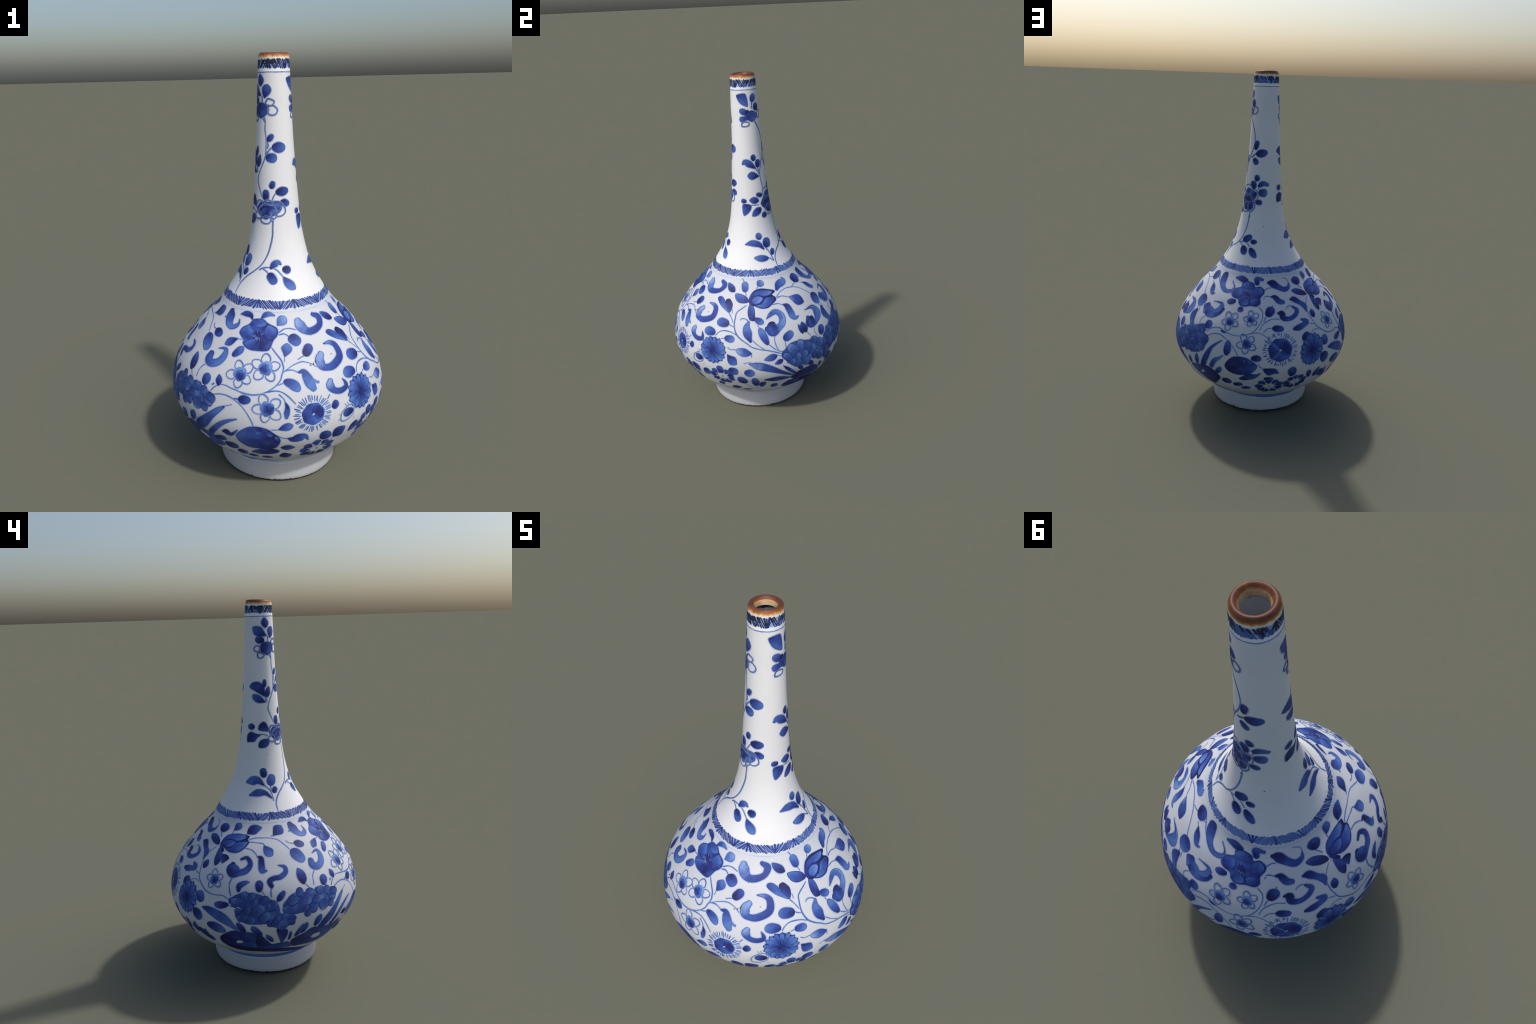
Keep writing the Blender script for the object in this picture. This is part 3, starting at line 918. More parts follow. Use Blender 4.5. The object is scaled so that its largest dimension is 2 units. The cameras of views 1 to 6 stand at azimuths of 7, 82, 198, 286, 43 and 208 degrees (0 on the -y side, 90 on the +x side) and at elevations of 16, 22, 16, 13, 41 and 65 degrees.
# lotus
blot("k",0,[(-13.2,767),(-10.4,797),(-5.6,813),(1.4,816),(13.0,803),(13.1,793),(10.0,785),(12.5,773),(12.5,760),(7.9,743),(3.8,730),(-1.5,729),(-6.7,740),(-10.7,753)])
petal("m",1,[(-10.7,780),(-7.9,799),(-2.9,808),(4.7,807),(11.2,799),(8.4,787),(4.1,783),(-0.1,785),(-4.3,790),(-8.5,785)])
petal("m",1,[(3.9,775),(10.1,775),(11.3,765),(7.5,747),(3.0,733),(-1.8,733),(-6.1,742),(-2.2,747),(0.7,762)])
petal("l",2,[(-10.0,763),(-8.5,779),(-4.3,785),(-0.3,779),(0.4,770),(-2.3,756),(-5.6,749),(-8.4,752)])
petal("m",1,[(-27.4,794),(-21.7,795),(-15.4,784),(-13.0,766),(-14.2,757),(-19.3,754),(-23.1,759),(-26.2,773)])
petal("d",1,[(-12.1,752),(-9.8,749),(-7.8,730),(-7.4,699),(-7.8,677),(-9.6,674),(-11.9,680),(-13.3,700),(-13.5,725)])
blot("k",3,[(-12.9,764),(-9.9,760),(-7.6,745),(-9.2,742),(-12.1,752)])
leaf("m","o",37,[(-7.9,687),(-1.1,663)])
leaf("l","o",40,[(-3.2,828),(2.7,853)])
stem(4.3,[(-3.2,829),(-5.1,816)])
leaf("m","o",41,[(-17.4,802),(-19.4,852)])
stem(4.3,[(-16.9,803),(-15.8,787)])
stem(5.1,[(-19.6,850),(-22.4,869)])
leaf("d","l",41,[(-28.4,801),(-39.5,839)])
stem(4.3,[(64.4,786),(56.8,808),(51.3,834)])
blot("m",0,[(-29.9,708),(-35.8,725),(-40.9,743),(-44.3,761),(-43.2,772),(-40.0,772),(-37.0,763),(-34.7,749),(-31.7,732)])
blot("d",1,[(-29.8,708),(-31.9,724),(-34.6,744),(-35.4,762),(-32.5,770),(-30.0,764),(-27.5,747),(-27.4,726),(-28.5,710)])
stem(4.3,[(-29.4,708),(-26.4,685),(-24.3,662)])
stem(3.2,[(-27.0,726),(-26.4,704)])
leaf("d","o",55,[(-27.2,658),(-37.6,664)])
stem(5.1,[(-27.4,658),(-25.9,651),(-23.0,644)])
stem(7.2,[(-14.6,747),(-22.1,715),(-23.2,688),(-23.2,650),(-21.0,612),(-17.3,586),(-13.7,568),(-10.4,548),(-5.5,535),(1.0,522),(8.3,498)])
stem(5.8,[(-20.3,606),(-25.5,621),(-31.0,623),(-34.5,610),(-36.4,591)])
scroll("m",[(-11.2,579,20),(-13.0,612,56),(-13.9,645,45),(-12.4,672,13)])
stem(6.5,[(-12.2,672),(-15.3,685),(-18.0,685),(-19.3,677)])
stem(4.3,[(-10.5,588),(-6.9,560),(-2.3,532)])
stem(4.3,[(-6.1,657),(-4.4,638)])
leaf("m","o",50,[(-36.6,604),(-46.1,605)])
leaf("m","o",41,[(-29.4,588),(-22.0,583)])
stem(5.1,[(-31.8,583),(-29.1,587)])
leaf("g","l",48,[(-21.2,532),(-10.4,513)])
stem(4.3,[(-10.9,514),(-11.0,491)])
stem(4.3,[(-26.8,542),(-24.5,531),(-21.1,534)])
aster(89,81,0,(-37.3,510))
leaf("d","o",39,[(-44.8,449),(-51.5,445)])
loop(2.2,[(-52.4,453),(-48.1,477),(-44.7,471),(-44.9,434),(-48.6,414),(-52.8,417)])
stem(2.3,[(-53.0,446),(-54.0,449)])
stem(2.3,[(-52.6,431),(-54.7,421)])
stem(2.3,[(-48.7,476),(-50.0,491)])
stem(2.3,[(-47.3,476),(-48.5,494)])
stem(2.3,[(-44.1,415),(-44.9,404)])
leaf("d","d",54,[(-26.9,504),(-20.5,448)])
leaf("d","l",69,[(-46.0,371),(-41.4,338)])
daisy(34,80,(-31.5,351))
leaf("d","o",47,[(-31.3,373),(-32.7,426)])
leaf("d","o",54,[(-26.6,401),(-19.9,400)])
leaf("m","o",53,[(-16.3,395),(-9.5,389)])
leaf("d","o",55,[(-17.0,299),(-20.2,360)])
leaf("d","o",44,[(-9.0,271),(-10.3,355)])
leaf("d","o",65,[(-7.1,291),(-2.6,283)])
stem(3.0,[(-17.0,299),(-13.0,264),(-6.0,245)])
leaf("d","l",36,[(-38.0,265),(-32.6,276)])
leaf("d","l",40,[(-28.1,247),(-20.2,259)])
leaf("d","l",24,[(-20.2,227),(-12.5,234)])
stem(3.9,[(-16.4,455),(-12.8,462),(-10.4,459)])
leaf("d","o",48,[(0.9,266),(6.4,263)])
scroll("g",[(-12.9,454,5),(-7.5,440,50),(-0.5,418,51),(6.9,383,33),(15.6,336,10)])
scroll("d",[(-3.2,332,14),(2.5,328,50),(7.4,326,48),(15.5,315,9)])
scroll("d",[(8.5,424,3),(11.9,394,25),(17.6,344,20)])
leaf("m","l",39,[(5.4,494),(-3.3,474)])
leaf("d","l",30,[(8.8,464),(3.2,443)])
stem(3.3,[(5.4,494),(8.2,482)])
blot("d",0,[(15.0,314),(19.3,351),(25.1,361),(31.8,358),(37.6,321),(42.9,261),(33.3,263),(26.9,262),(20.7,271)])
blot("d",0,[(9.6,246),(14.0,284),(20.4,279),(27.2,258),(34.3,169),(20.0,209),(13.9,211)])
leaf("d","o",57,[(28.1,369),(30.6,392)])
leaf("d","o",49,[(19.9,370),(22.0,389)])
scroll("m",[(16.4,803,20),(20.9,823,52),(27.7,834,44),(27.6,853,3)])
leaf("d","o",65,[(41.5,807),(49.3,843)])
stem(4.6,[(41.7,808),(34.7,798)])
stem(4.6,[(13.2,771),(19.8,791),(28.1,799),(37.6,790),(44.6,766),(50.3,729)])
stem(5.3,[(13.6,768),(19.2,771),(24.8,759)])
leaf("g","d",64,[(25.0,761),(37.5,713)])
leaf("m","o",72,[(50.9,730),(55.0,670)])
stem(3.3,[(54.5,667),(55.8,640)])
stem(5.9,[(70.0,714),(76.5,713),(78.0,684)])
scroll("m",[(77.7,693,24),(75.2,671,36),(70.6,653,40),(64.9,642,9)])
leaf("m","o",65,[(64.8,641),(67.4,689)])
scroll("m",[(17.5,733,10),(20.3,721,43),(21.5,695,46),(22.2,672,46),(24.1,659,26),(27.4,664,2)])
stem(4.6,[(7.4,741),(13.1,742),(17.3,731)])
scroll("l",[(1.5,684,2),(3.5,700,7),(7.7,714,15),(11.8,706,23),(14.2,681,30),(12.7,650,39),(9.1,630,40)])
blot("d",1,[(3.8,604),(1.3,635),(1.3,655),(4.0,666),(6.8,662),(7.6,644),(8.3,628),(6.6,611)])
stem(4.6,[(5.8,603),(4.7,575),(5.6,537),(7.1,512)])
scroll("m",[(36.0,677,3),(39.4,682,5),(44.5,676,12),(46.7,644,35),(44.9,619,35),(39.6,603,32)])
blot("d",1,[(33.6,586),(32.8,614),(34.2,635),(37.9,640),(39.3,626),(38.9,612),(38.0,593)])
stem(3.3,[(36.2,582),(35.4,558),(37.1,526)])
leaf("m","o",54,[(40.2,523),(44.1,572)])
leaf("d","l",52,[(29.0,573),(27.4,632)])
stem(3.9,[(29.0,573),(31.3,548)])
leaf("m","o",48,[(10.7,569),(18.4,601)])
stem(4.6,[(11.5,562),(11.6,527)])
leaf("m","o",41,[(0.4,555),(-2.3,607),(-4.8,643)])
stem(5.9,[(0.8,556),(3.8,532),(7.1,512)])
stem(4.6,[(7.1,512),(9.4,510),(11.2,514)])
# peony
scroll("f",[(10.8,487,66),(16.2,498,114),(22.6,489,126),(28.7,486,110),(35.4,479,95)])
scroll("f",[(12.9,448,46),(19.5,426,83),(26.4,422,53)])
scroll("f",[(37.1,423,104),(44.4,453,134),(54.7,500,124),(65.4,537,89)])
floret(47,[(18.9,492),(12.8,532)])
floret(48,[(21.1,482),(22.3,552)])
floret(44,[(26.2,479),(27.9,523)])
floret(46,[(32.5,503),(33.7,539)])
floret(59,[(35.8,468),(39.6,511)])
floret(56,[(27.3,448),(32.5,493)])
floret(39,[(14.5,450),(9.4,493)])
floret(29,[(15.1,482),(13.6,503)])
floret(37,[(18.0,439),(20.0,477)])
floret(46,[(21.7,437),(25.6,477)])
floret(35,[(14.1,422),(16.0,450)])
floret(40,[(17.3,396),(19.6,441)])
floret(53,[(22.7,396),(26.6,425)])
floret(48,[(29.5,414),(34.9,453)])
floret(59,[(34.4,390),(38.8,434)])
floret(63,[(57.6,518),(60.0,545)])
floret(53,[(48.3,510),(50.7,544)])
floret(59,[(45.4,475),(47.4,509)])
floret(60,[(45.7,428),(48.3,459)])
floret(49,[(40.9,416),(45.4,438)])
floret(52,[(42.1,362),(44.9,398)])
scroll("d",[(14.1,1012,9),(5.4,1040,38),(-8.7,1050,40),(-23.0,1043,6)])
leaf("m","o",34,[(8.1,1065),(4.9,1106)])
leaf("d","o",49,[(19.4,1018),(23.9,1073)])
leaf("d","o",27,[(26.6,972),(33.1,1006)])
leaf("m","l",40,[(19.6,961),(-6.3,971)])
stem(5.1,[(7.5,1048),(19.8,1012),(25.1,971),(27.0,938)])
stem(4.7,[(19.7,962),(26.9,941)])
stem(4.7,[(19.7,1021),(20.1,1001)])
stem(5.5,[(29.5,910),(31.5,957),(40.4,992),(51.7,1013),(61.5,1050),(68.8,1106),(73.3,1190)])
scroll("d",[(18.5,1480,10),(0.2,1504,45),(-15.5,1516,39),(-26.4,1505,8)])
leaf("d","o",28,[(14.4,1520),(13.6,1559)])
leaf("d","o",34,[(27.8,1481),(33.2,1528)])
leaf("d","d",44,[(31.2,1430),(-10.6,1439)])
stem(5.1,[(18.5,1481),(34.6,1439)])
stem(5.5,[(27.8,1481),(32.6,1448)])
stem(4.7,[(31.9,1745),(55.9,1691),(69.1,1626),(63.2,1566),(44.5,1502),(34.6,1439),(41.1,1351)])
blot("m",0,[(-39.1,1882),(-32.3,1891),(-8.2,1896),(3.6,1885),(8.1,1829),(-8.3,1832),(-27.0,1851)])
leaf("m","o",34,[(26.2,1847),(42.3,1891)])
stem(7.1,[(26.4,1849),(23.6,1812)])
leaf("d","o",39,[(48.6,1799),(48.4,1842)])
blot("d",1,[(-3.5,1803),(9.4,1806),(14.4,1780),(6.3,1752),(-5.9,1755),(-7.7,1782)])
blot("m",2,[(1.4,1777),(10.5,1797),(24.7,1803),(42.4,1790),(47.9,1770),(34.2,1749),(18.8,1741),(4.9,1754)])
leaf("m","o",32,[(2.0,1788),(-28.3,1808)])
leaf("m","o",30,[(-0.9,1763),(-29.8,1751)])
loop(4.5,[(-15.8,1741),(5.7,1740),(6.4,1724),(-6.2,1718),(-21.4,1720)])
leaf("d","o",25,[(34.6,1318),(13.5,1331)])
leaf("d","l",40,[(20.9,1290),(-9.5,1297)])
leaf("d","o",26,[(-17.2,1292),(-34.9,1292)])
blot("d",0,[(-27.9,1274),(-5.3,1269),(-8.7,1236),(-25.8,1208),(-30.5,1242)])
stem(4.7,[(-5.3,1269),(19.3,1266)])
leaf("d","l",42,[(25.2,1248),(-3.4,1203)])
leaf("d","o",31,[(41.1,1210),(24.1,1195)])
leaf("d","o",31,[(88.4,1382),(87.0,1420)])
leaf("d","o",40,[(78.0,1336),(74.9,1385)])
scroll("m",[(96.2,1357,22),(107.8,1371,33),(124.0,1365,19)])
leaf("m","o",46,[(95.0,1315),(122.4,1317)])
leaf("d","o",29,[(86.5,1265),(108.0,1263)])
stem(3.9,[(92.7,1332),(96.4,1353)])
blot("m",0,[(38.1,1304),(55.9,1337),(75.7,1325),(88.8,1301),(81.3,1268),(79.6,1228),(65.4,1212),(49.2,1224),(27.9,1264)])
petal("d",1,[(58.5,1309),(46.7,1321),(53.5,1340),(65.5,1326)])
petal("d",1,[(69.0,1310),(75.7,1325),(86.7,1322),(91.1,1308),(84.0,1293),(72.9,1295)])
petal("d",1,[(65.8,1226),(65.3,1250),(76.4,1260),(81.4,1242),(75.9,1225)])
petal("d",1,[(44.0,1225),(48.5,1245),(58.8,1239),(59.1,1217),(51.2,1212)])
petal("d",1,[(25.0,1268),(37.5,1288),(52.9,1282),(50.4,1266)])
loop(3.8,[(59.3,1300),(39.2,1318),(38.0,1345),(56.1,1359),(71.5,1346),(71.2,1323)])
loop(3.8,[(69.8,1296),(72.7,1324),(83.6,1335),(94.0,1315),(93.1,1284),(83.8,1269),(73.8,1280)])
loop(3.8,[(64.6,1259),(81.6,1262),(86.4,1238),(79.2,1212),(67.5,1206),(62.0,1231)])
loop(3.8,[(61.3,1258),(63.2,1209),(54.9,1200),(39.9,1209),(40.5,1241)])
blot("k",1,[(50.9,1273),(58.2,1291),(74.7,1289),(77.1,1272),(62.6,1263)])
stem(3.2,[(73.3,1204),(71.0,1181),(69.0,1167)])
stem(4.7,[(52.3,1021),(73.7,1033),(86.3,1009)])
stem(4.7,[(60.7,1026),(69.9,1008)])
leaf("d","o",40,[(66.8,1039),(87.3,1070)])
leaf("d","o",26,[(85.9,1036),(99.5,1037)])
leaf("d","o",41,[(70.6,1010),(80.0,966)])
leaf("d","o",35,[(86.9,1005),(99.8,955)])
leaf("d","o",30,[(73.5,1560),(83.1,1614)])
leaf("d","o",42,[(77.5,1537),(121.1,1553)])
stem(7.1,[(55.9,1513),(78.9,1541)])
leaf("d","o",33,[(67.7,1511),(85.7,1478)])
loop(3.8,[(53.8,1794),(66.0,1801),(76.1,1787),(69.9,1765),(50.2,1761)])
blot("d",0,[(-142.3,1907),(-123.2,1881),(-138.0,1856),(-154.9,1880)])
leaf("d","d",48,[(-132.0,1815),(170.5,1862)])
leaf("d","o",37,[(-143.7,1790),(-179.5,1801)])
stem(7.2,[(-129.0,1815),(-127.8,1785)])
blot("d",0,[(-162.9,1748),(-157.8,1773),(-137.1,1785),(-115.1,1778),(-103.1,1754),(-113.4,1732),(-130.5,1718),(-146.3,1725),(-158.3,1735)])
loop(5.0,[(-162.8,1761),(-176.0,1766),(175.2,1749),(-175.0,1736),(-163.0,1740)])
loop(5.0,[(-166.7,1731),(-170.4,1711),(-158.8,1702),(-146.5,1715),(-148.9,1722)])
leaf("d","o",20,[(-150.6,1549),(-147.8,1593)])
leaf("d","d",51,[(-146.4,1500),(-169.8,1554),(157.9,1557)])
leaf("d","l",29,[(-142.1,1497),(-132.7,1556)])
leaf("d","d",40,[(-145.7,1473),(169.1,1513)])
stem(7.2,[(-151.0,1530),(-143.4,1474)])
leaf("d","o",31,[(178.6,1345),(156.2,1345)])
blot("d",0,[(-170.7,1330),(-167.8,1356),(-154.5,1370),(-145.2,1348),(-143.0,1321),(-157.1,1322)])
blot("d",0,[(155.8,1264),(155.7,1300),(167.4,1316),(-179.0,1308),(-165.5,1300),(-175.3,1286),(177.7,1267),(166.4,1264)])
stem(3.9,[(-171.7,1305),(-157.4,1304),(-144.7,1294)])
blot("d",0,[(-169.1,1235),(-169.1,1262),(-157.7,1278),(-142.4,1274),(-143.0,1252),(-152.8,1235)])
scroll("m",[(-158.8,1038,6),(-171.1,1063,42),(177.2,1062,51),(166.9,1055,18)])
leaf("d","o",37,[(-158.6,1077),(-161.4,1127)])
leaf("m","o",46,[(-147.7,1034),(-140.6,1092)])
leaf("d","o",28,[(-144.3,998),(-137.8,1028)])
scroll("d",[(-147.9,974,7),(-157.9,1000,29),(-170.6,1003,44),(175.3,990,9)])
stem(5.5,[(-160.0,1041),(-148.8,1010),(-145.7,959)])
stem(5.1,[(-147.6,1035),(-147.1,1009)])
# lotus
blot("k",0,[(158.8,761),(156.6,775),(158.6,796),(163.0,808),(171.8,814),(179.5,811),(-177.2,806),(-178.5,792),(-176.9,782),(-179.1,764),(177.8,748),(173.9,738),(167.8,738),(163.5,747)])
petal("m",1,[(157.5,776),(159.1,795),(163.2,807),(172.0,812),(179.2,809),(178.9,796),(172.2,784),(168.7,788),(162.8,786)])
petal("m",1,[(163.5,747),(168.3,756),(171.5,777),(176.6,783),(-177.9,785),(-179.4,766),(177.4,750),(173.9,739),(167.7,740)])
petal("m",2,[(159.0,765),(159.7,777),(163.7,784),(168.4,784),(171.1,778),(169.9,766),(166.5,756),(162.9,754)])
petal("d",1,[(159.8,672),(157.4,694),(157.1,727),(157.7,747),(160.1,749),(161.9,737),(163.2,706),(162.4,686)])
petal("d",1,[(162.6,721),(164.6,726),(167.6,723),(169.4,711),(167.5,699),(164.4,688)])
blot("k",3,[(156.9,759),(157.2,770),(161.1,753),(163.0,738),(161.3,734)])
stem(4.6,[(150.6,808),(154.7,787)])
leaf("m","d",41,[(164.5,823),(170.6,860)])
stem(4.6,[(164.4,824),(164.4,806)])
leaf("d","l",51,[(179.8,817),(-172.7,836),(-164.9,844)])
stem(5.3,[(178.2,810),(-179.3,819)])
blossom("d",53,(163.1,616),(161.9,643))
stem(5.3,[(149.2,722),(147.9,686),(148.2,660),(149.6,630),(151.0,606),(154.4,582),(158.5,559),(163.0,549),(167.0,549),(170.4,552),(174.6,538)])
scroll("d",[(173.5,690,32),(172.4,671,52),(174.6,651,47),(178.8,658,38),(-176.6,669,38),(-174.0,696,31),(-176.8,721,24),(179.0,714,15)])
stem(7.2,[(175.2,639),(173.9,610),(174.6,580),(175.8,554)])
scroll("d",[(-168.9,726,9),(-166.5,720,32),(-166.1,694,37),(-165.5,670,35),(-162.1,670,4)])
stem(5.3,[(-179.4,759),(-174.5,755),(-170.7,740),(-168.9,724)])
scroll("d",[(-179.9,584,23),(-179.6,604,36),(-176.2,619,27),(-173.5,623,3)])
leaf("d","o",41,[(-167.4,579),(-167.2,631)])
stem(3.9,[(-166.3,587),(-164.3,564)])
leaf("d","o",36,[(174.8,515),(165.8,503)])
stem(4.6,[(174.2,512),(177.4,503)])
leaf("m","o",56,[(155.5,493),(154.6,552)])
leaf("d","o",66,[(150.5,440),(157.4,408)])
stem(2.3,[(156.9,407),(159.0,403)])
stem(2.3,[(157.6,420),(159.1,427)])
scroll("m",[(157.9,473,9),(162.8,467,48),(169.6,446,65),(174.2,425,51),(-179.9,380,12)])
leaf("m","o",58,[(160.7,384),(167.0,373),(172.7,362)])
leaf("d","l",46,[(154.2,347),(154.3,288)])
leaf("d","l",44,[(156.9,307),(162.1,269)])
leaf("d","o",34,[(-175.6,372),(179.8,425)])
leaf("d","o",39,[(-166.8,349),(-172.1,409)])
blot("d",0,[(167.3,310),(171.8,349),(177.5,376),(-177.0,375),(-171.6,370),(-167.5,344),(-165.5,304),(-162.4,281),(-165.7,255),(-175.2,257),(173.4,245),(167.5,269)])
bare(1,[(177.5,296),(179.5,310),(-178.2,305),(-179.8,290),(178.0,287)])
leaf("m","d",50,[(-163.9,773),(-157.5,728)])
stem(4.6,[(-167.1,782),(-164.4,778),(-162.9,769)])
stem(4.6,[(179.7,782),(-176.1,795),(-170.8,801),(-164.8,801),(-157.7,799),(-150.9,789),(-145.9,766),(-142.4,743)])
stem(4.6,[(178.5,781),(-176.3,784),(-170.6,783),(-166.1,779)])
leaf("m","o",64,[(-142.3,745),(-134.3,687)])
leaf("d","d",56,[(-154.9,808),(-143.8,847)])
stem(5.3,[(-157.1,807),(-152.4,807)])
stem(8.2,[(-138.2,817),(-134.3,818)])
leaf("d","o",40,[(-137.5,770),(-128.2,756)])
stem(3.9,[(-137.3,768),(-140.9,770),(-144.4,783)])
stem(4.6,[(-129.6,644),(-132.6,620),(-133.6,581)])
leaf("d","l",53,[(-140.1,593),(-140.8,630),(-141.7,667)])
stem(3.9,[(-139.4,599),(-136.5,568)])
leaf("d","o",48,[(-127.3,566),(-124.7,614)])
scroll("d",[(-160.2,605,28),(-161.2,625,34),(-158.3,637,31),(-154.2,640,31),(-150.3,658,28),(-150.4,679,24),(-154.7,689,5)])
stem(8.5,[(-159.9,602),(-160.8,580),(-160.6,554)])
leaf("d","o",30,[(-157.5,534),(-152.6,579)])
# peony
scroll("f",[(176.2,532,38),(-177.8,537,95),(-171.9,522,134),(-166.9,503,140),(-162.1,490,134)])
scroll("f",[(-178.3,468,67),(-173.7,454,74),(-167.8,449,67),(-162.2,457,73)])
floret(35,[(-175.5,526),(175.8,538)])
floret(23,[(-179.9,508),(176.3,523)])
floret(39,[(-175.2,539),(-176.6,582)])
floret(34,[(-173.4,539),(-170.2,575)])
floret(31,[(-171.9,515),(-168.7,546)])
floret(34,[(-166.5,528),(-162.3,557)])
floret(26,[(-178.0,481),(178.4,491)])
floret(33,[(-177.2,452),(179.9,446)])
floret(34,[(-175.4,473),(-173.0,509)])
floret(60,[(-170.2,472),(-165.9,516)])
floret(35,[(-173.4,430),(-170.5,455)])
floret(42,[(-167.8,431),(-161.8,483)])
floret(31,[(-164.1,500),(-161.9,527)])
scroll("f",[(-167.2,513,95),(-163.8,497,133),(-160.4,456,106),(-156.0,425,82)])
scroll("f",[(-154.2,424,73),(-150.5,447,53)])
scroll("f",[(-151.6,507,65),(-146.9,526,96),(-142.4,512,121),(-137.4,513,97),(-132.3,505,84)])
scroll("f",[(-132.3,544,63),(-126.6,504,106),(-122.2,512,84)])
floret(29,[(-167.2,531),(-162.5,557)])
floret(41,[(-163.4,496),(-157.5,531)])
floret(28,[(-167.3,491),(-164.8,519)])
floret(36,[(-166.7,445),(-156.4,486)])
floret(37,[(-163.3,409),(-156.5,473)])
floret(30,[(-161.2,408),(-155.8,466)])
floret(41,[(-148.4,408),(-155.1,472)])
floret(53,[(-152.7,396),(-157.0,426)])
floret(29,[(-147.3,438),(-154.4,468)])
floret(48,[(-141.1,488),(-155.0,491)])
floret(40,[(-146.2,564),(-141.4,563)])
floret(33,[(-140.2,561),(-134.4,550)])
floret(44,[(-151.7,528),(-146.0,531)])
floret(53,[(-144.4,531),(-137.0,515)])
floret(38,[(-136.6,514),(-131.8,510)])
floret(49,[(-139.3,474),(-133.3,478)])
floret(30,[(-142.6,454),(-138.2,452)])
floret(26,[(-132.1,495),(-131.2,466)])
floret(42,[(-128.8,533),(-131.6,564)])
floret(36,[(-128.3,535),(-123.0,550)])
floret(35,[(-123.2,531),(-117.3,515)])
floret(29,[(-125.4,511),(-119.3,494)])
floret(32,[(-126.7,481),(-121.8,460)])
floret(53,[(-129.6,505),(-129.1,447)])
scroll("m",[(-130.2,354,60),(-124.4,399,53),(-119.1,448,38),(-111.9,498,6)])
leaf("d","o",39,[(-135.6,367),(-131.4,426)])
leaf("d","o",32,[(-143.8,341),(-140.9,404)])
blot("d",0,[(-149.3,295),(-146.6,319),(-141.3,340),(-136.3,361),(-127.7,341),(-119.7,328),(-116.4,277),(-121.1,249),(-128.7,232),(-139.8,238),(-147.2,247)])
bare(1,[(-135.1,286),(-133.4,305),(-129.0,299),(-128.1,276),(-131.6,272)])
blot("d",0,[(-158.5,387),(-155.6,392),(-152.3,379),(-152.4,341),(-154.8,283),(-156.7,323)])
blot("d",1,[(-170.0,344),(-166.3,349),(-163.9,303),(-158.3,266),(-151.7,294),(-148.2,249),(-156.0,246),(-164.4,254),(-170.1,266)])
leaf("d","o",26,[(-160.4,301),(-164.2,357)])
leaf("d","o",16,[(-151.1,303),(-150.4,368)])
blot("k",2,[(169.5,261),(-177.3,258),(-162.4,250),(-147.2,231),(-123.0,162),(-118.7,166),(-125.9,160),(-140.6,170),(-165.0,212),(-178.5,220),(173.0,238)])
blot("d",0,[(43.5,387),(46.4,392),(49.7,379),(49.6,341),(47.2,283),(45.3,323)])
leaf("d","o",26,[(41.6,301),(37.8,357)])
leaf("d","o",16,[(50.9,303),(51.6,368)])
blot("k",2,[(25.0,272),(39.6,250),(54.8,231),(79.0,162),(83.3,166),(76.1,160),(61.4,170),(37.0,212),(26.2,232)])
# big flower
blot("d",0,[(79.6,770),(80.2,792),(87.1,806),(87.2,824),(93.6,835),(100.6,827),(102.5,810),(107.2,814),(111.9,800),(111.5,783),(108.2,763),(108.3,740),(105.2,725),(99.9,726),(93.5,719),(89.6,731),(88.1,748),(82.5,755)])
petal("m",1,[(87.6,809),(88.7,825),(93.7,833),(99.9,825),(101.4,811),(98.0,800),(93.2,800)])
petal("m",1,[(80.6,771),(81.2,790),(86.9,800),(89.8,790),(90.3,773),(88.1,757),(83.0,757)])
petal("m",1,[(101.4,787),(102.6,804),(107.2,811),(110.9,797),(110.3,780),(107.0,767),(103.4,769)])
petal("m",1,[(98.8,746),(100.7,758),(105.3,760),(108.0,752),(107.3,737),(104.7,728),(100.3,731)])
petal("m",1,[(89.6,737),(91.4,753),(94.8,758),(97.9,746),(98.1,731),(94.5,723),(90.9,728)])
blot("k",2,[(92.1,780),(93.8,789),(97.4,782),(97.7,768),(94.4,767)])
vein(2.3,[(94.3,770),(92.9,760)])
vein(2.3,[(95.3,767),(95.2,756)])
vein(2.3,[(96.2,768),(97.8,758)])
vein(2.3,[(94.0,786),(93.9,801)])
scroll("d",[(90.4,835,40),(84.9,844,44),(77.8,844,13)])
scroll("d",[(104.2,828,32),(103.9,849,34),(110.4,846,19)])
leaf("d","o",35,[(86.7,741),(78.5,731)])
leaf("d","o",33,[(91.9,718),(92.8,692)])
scroll("m",[(60.0,842,50),(61.7,817,55),(66.2,790,36),(72.2,775,28),(78.4,781,25),(79.6,800,8),(74.5,825,3)])
scroll("m",[(60.9,681,49),(62.0,650,13)])
scroll("m",[(62.1,690,37),(64.9,669,52),(70.5,669,33),(74.6,687,38),(74.9,713,22),(70.8,718,9),(66.0,715,3)])
stem(4.6,[(64.8,639),(62.4,614),(63.0,588)])
stem(3.3,[(54.2,821),(50.6,818)])
scroll("d",[(51.6,789,8),(55.3,769,38),(59.0,748,30),(62.5,750,3)])
stem(3.9,[(51.6,669),(53.2,645)])
scroll("m",[(34.2,637,32),(33.9,608,60),(39.9,603,32),(43.4,639,44),(41.8,672,17),(34.1,678,3)])
leaf("d","l",24,[(25.8,571),(24.0,626)])
scroll("m",[(53.2,645,26),(52.2,614,65),(54.3,584,43),(57.4,548,30)])
leaf("d","o",48,[(68.4,590),(73.1,622)])
blossom("d",54,(86.7,645),(83.3,674))
blossom("d",46,(102.0,666),(100.7,691))
blossom("d",56,(100.9,545),(98.6,576))
stem(4.6,[(106.8,725),(110.1,700),(109.9,668),(107.6,635),(103.7,604),(99.2,589),(95.1,582),(89.8,583),(84.9,592)])
scroll("d",[(82.1,595,8),(84.0,590,15),(86.0,588,7)])
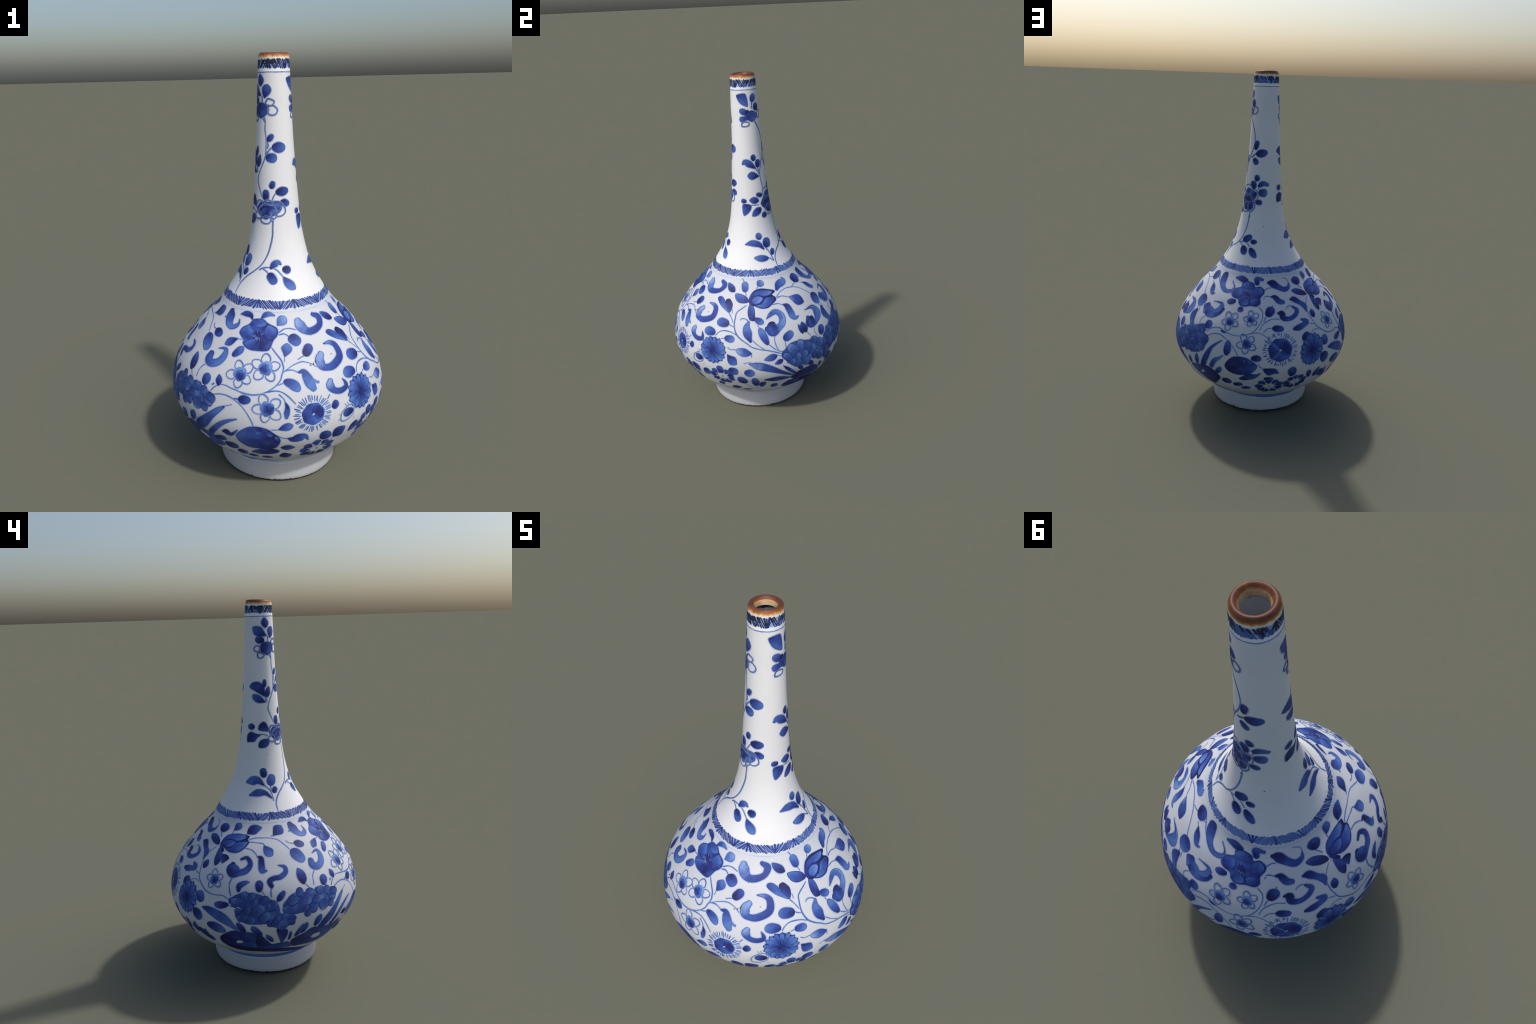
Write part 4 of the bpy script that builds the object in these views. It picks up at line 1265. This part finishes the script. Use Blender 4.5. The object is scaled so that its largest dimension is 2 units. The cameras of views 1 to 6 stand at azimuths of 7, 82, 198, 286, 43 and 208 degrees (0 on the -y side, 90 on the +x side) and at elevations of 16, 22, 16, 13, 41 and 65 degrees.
stem(4.6,[(84.9,592),(80.4,604),(76.4,600),(72.8,585),(70.9,568)])
stem(4.6,[(72.4,547),(76.9,568),(81.7,573),(86.4,559),(91.5,528),(94.4,501),(96.3,475)])
leaf("d","o",43,[(88.3,469),(88.8,552)])
stem(3.9,[(99.2,589),(105.4,603),(109.6,600),(115.1,575)])
leaf("d","o",50,[(113.5,680),(118.5,723)])
stem(4.6,[(113.0,680),(111.1,656)])
stem(4.6,[(117.2,711),(118.6,732)])
# peony
scroll("f",[(66.9,575,69),(61.7,552,75),(53.1,523,85),(43.7,501,45)])
scroll("f",[(71.9,530,56),(68.2,507,94),(61.3,488,111),(52.9,480,78),(44.9,465,39)])
scroll("f",[(60.3,442,48),(67.6,464,47)])
floret(52,[(62.8,544),(59.1,577)])
floret(52,[(65.2,550),(66.7,578)])
floret(56,[(56.6,523),(54.0,549)])
floret(59,[(57.0,482),(51.0,513)])
floret(43,[(63.6,479),(59.8,506)])
floret(51,[(55.7,443),(48.4,469)])
floret(61,[(64.9,498),(65.6,540)])
floret(43,[(74.4,522),(66.9,540)])
floret(37,[(73.4,502),(67.7,520)])
floret(46,[(72.0,469),(67.4,497)])
floret(61,[(60.4,430),(59.7,471)])
floret(55,[(67.3,444),(66.2,475)])
floret(46,[(57.4,424),(55.6,450)])
scroll("d",[(71.1,369,44),(74.5,437,40),(78.1,498,22),(84.4,546,4)])
scroll("m",[(78.3,385,35),(80.9,425,30),(84.4,448,14),(86.8,469,2)])
leaf("d","l",36,[(65.3,358),(66.5,434)])
leaf("d","l",32,[(58.2,340),(58.9,396)])
leaf("d","o",30,[(80.6,341),(85.3,392)])
blot("d",0,[(58.1,335),(68.7,365),(75.5,373),(80.0,354),(82.5,326),(82.4,299),(74.8,235),(69.1,243),(63.5,266),(58.4,292)])
bare(1,[(66.2,307),(69.1,326),(70.0,316),(67.2,300)])
blot("d",0,[(88.0,408),(89.6,439),(92.8,466),(96.7,474),(101.1,471),(104.7,456),(107.7,435),(108.0,415),(105.8,389),(103.0,369),(96.9,360),(92.8,365),(89.6,381)])
petal("m",1,[(99.3,452),(100.8,460),(102.0,450),(100.5,441)])
petal("m",1,[(102.4,447),(104.4,452),(106.8,434),(104.9,429)])
blot("d",0,[(96.7,327),(98.9,350),(103.0,374),(107.0,372),(110.7,382),(109.0,359),(106.2,337),(99.8,320)])
leaf("d","o",36,[(104.2,468),(110.6,469)])
leaf("d","o",53,[(83.6,280),(90.8,298)])
leaf("d","o",37,[(91.5,266),(98.5,284)])
leaf("d","o",29,[(96.8,245),(104.0,258)])
scroll("d",[(117.1,832,23),(121.4,828,54),(127.7,809,42),(133.4,798,38),(138.9,807,22),(140.7,824,6)])
stem(3.0,[(140.8,821),(140.1,843),(133.9,853)])
stem(4.3,[(112.3,797),(115.8,807),(119.2,808)])
scroll("d",[(118.1,769,10),(121.6,766,36),(125.0,747,40),(128.4,743,27)])
stem(5.3,[(111.8,769),(114.5,772),(118.3,767)])
stem(3.9,[(111.8,766),(110.9,758)])
scroll("d",[(122.3,693,14),(125.4,692,38),(125.8,671,38),(130.7,665,30),(136.1,679,28),(138.5,700,27),(135.4,718,12)])
stem(5.3,[(137.1,717),(133.3,723),(130.7,718),(129.2,709)])
stem(4.6,[(122.8,666),(118.5,669),(113.7,659),(110.1,639),(108.7,615)])
leaf("d","o",37,[(117.0,627),(125.2,621)])
stem(4.3,[(117.0,627),(113.7,624),(110.9,606)])
scroll("d",[(132.5,615,21),(136.0,618,39),(140.6,628,34),(143.4,640,40),(139.7,654,13)])
stem(4.6,[(145.6,628),(149.4,620)])
leaf("d","o",59,[(151.7,808),(151.6,848)])
scroll("d",[(135.3,751,11),(139.4,748,44),(143.8,729,35),(146.9,710,40),(146.8,682,5)])
stem(3.3,[(148.2,709),(151.8,736),(154.4,748)])
leaf("d","l",39,[(151.4,648),(152.6,689)])
# lotus
petal("d",1,[(140.3,789),(145.5,795),(151.2,787),(155.0,773),(155.6,758),(152.1,756),(146.7,763),(142.1,775)])
leaf("d","o",73,[(173.0,641),(176.0,690)])
stem(3.6,[(152.1,586),(148.5,594),(144.6,581)])
leaf("d","o",47,[(137.4,555),(143.6,582)])
stem(4.6,[(137.4,555),(137.1,550)])
sunburst(70,103,(122.1,515))
stem(5.3,[(111.9,568),(116.2,551),(121.9,512)])
stem(7.2,[(114.1,574),(118.2,547),(121.9,515)])
stem(5.3,[(114.6,454),(118.4,478),(122.3,508)])
stem(7.2,[(128.1,449),(125.6,477),(122.7,511)])
aster(83,98,35,(144.2,490))
leaf("d","l",48,[(149.4,298),(150.8,371)])
leaf("d","l",40,[(156.5,278),(158.2,349)])
leaf("d","o",33,[(144.0,310),(141.8,369)])
blot("d",0,[(111.9,410),(115.6,413),(119.5,408),(121.6,378),(118.6,376),(115.9,366),(113.7,378)])
stem(4.6,[(108.5,442),(110.1,422),(112.3,408)])
leaf("d","o",52,[(130.8,347),(129.2,412)])
daisy(29,74,(134.4,297))
daisy(32,83,(116.7,275))
leaf("d","o",31,[(112.5,342),(118.8,339)])
stem(4.0,[(48.0,797),(51.8,787)])
scroll("m",[(0.9,633,40),(4.9,622,75),(11.1,647,33),(12.5,685,32),(8.9,707,33),(1.0,680,4)])
ground_leaves()
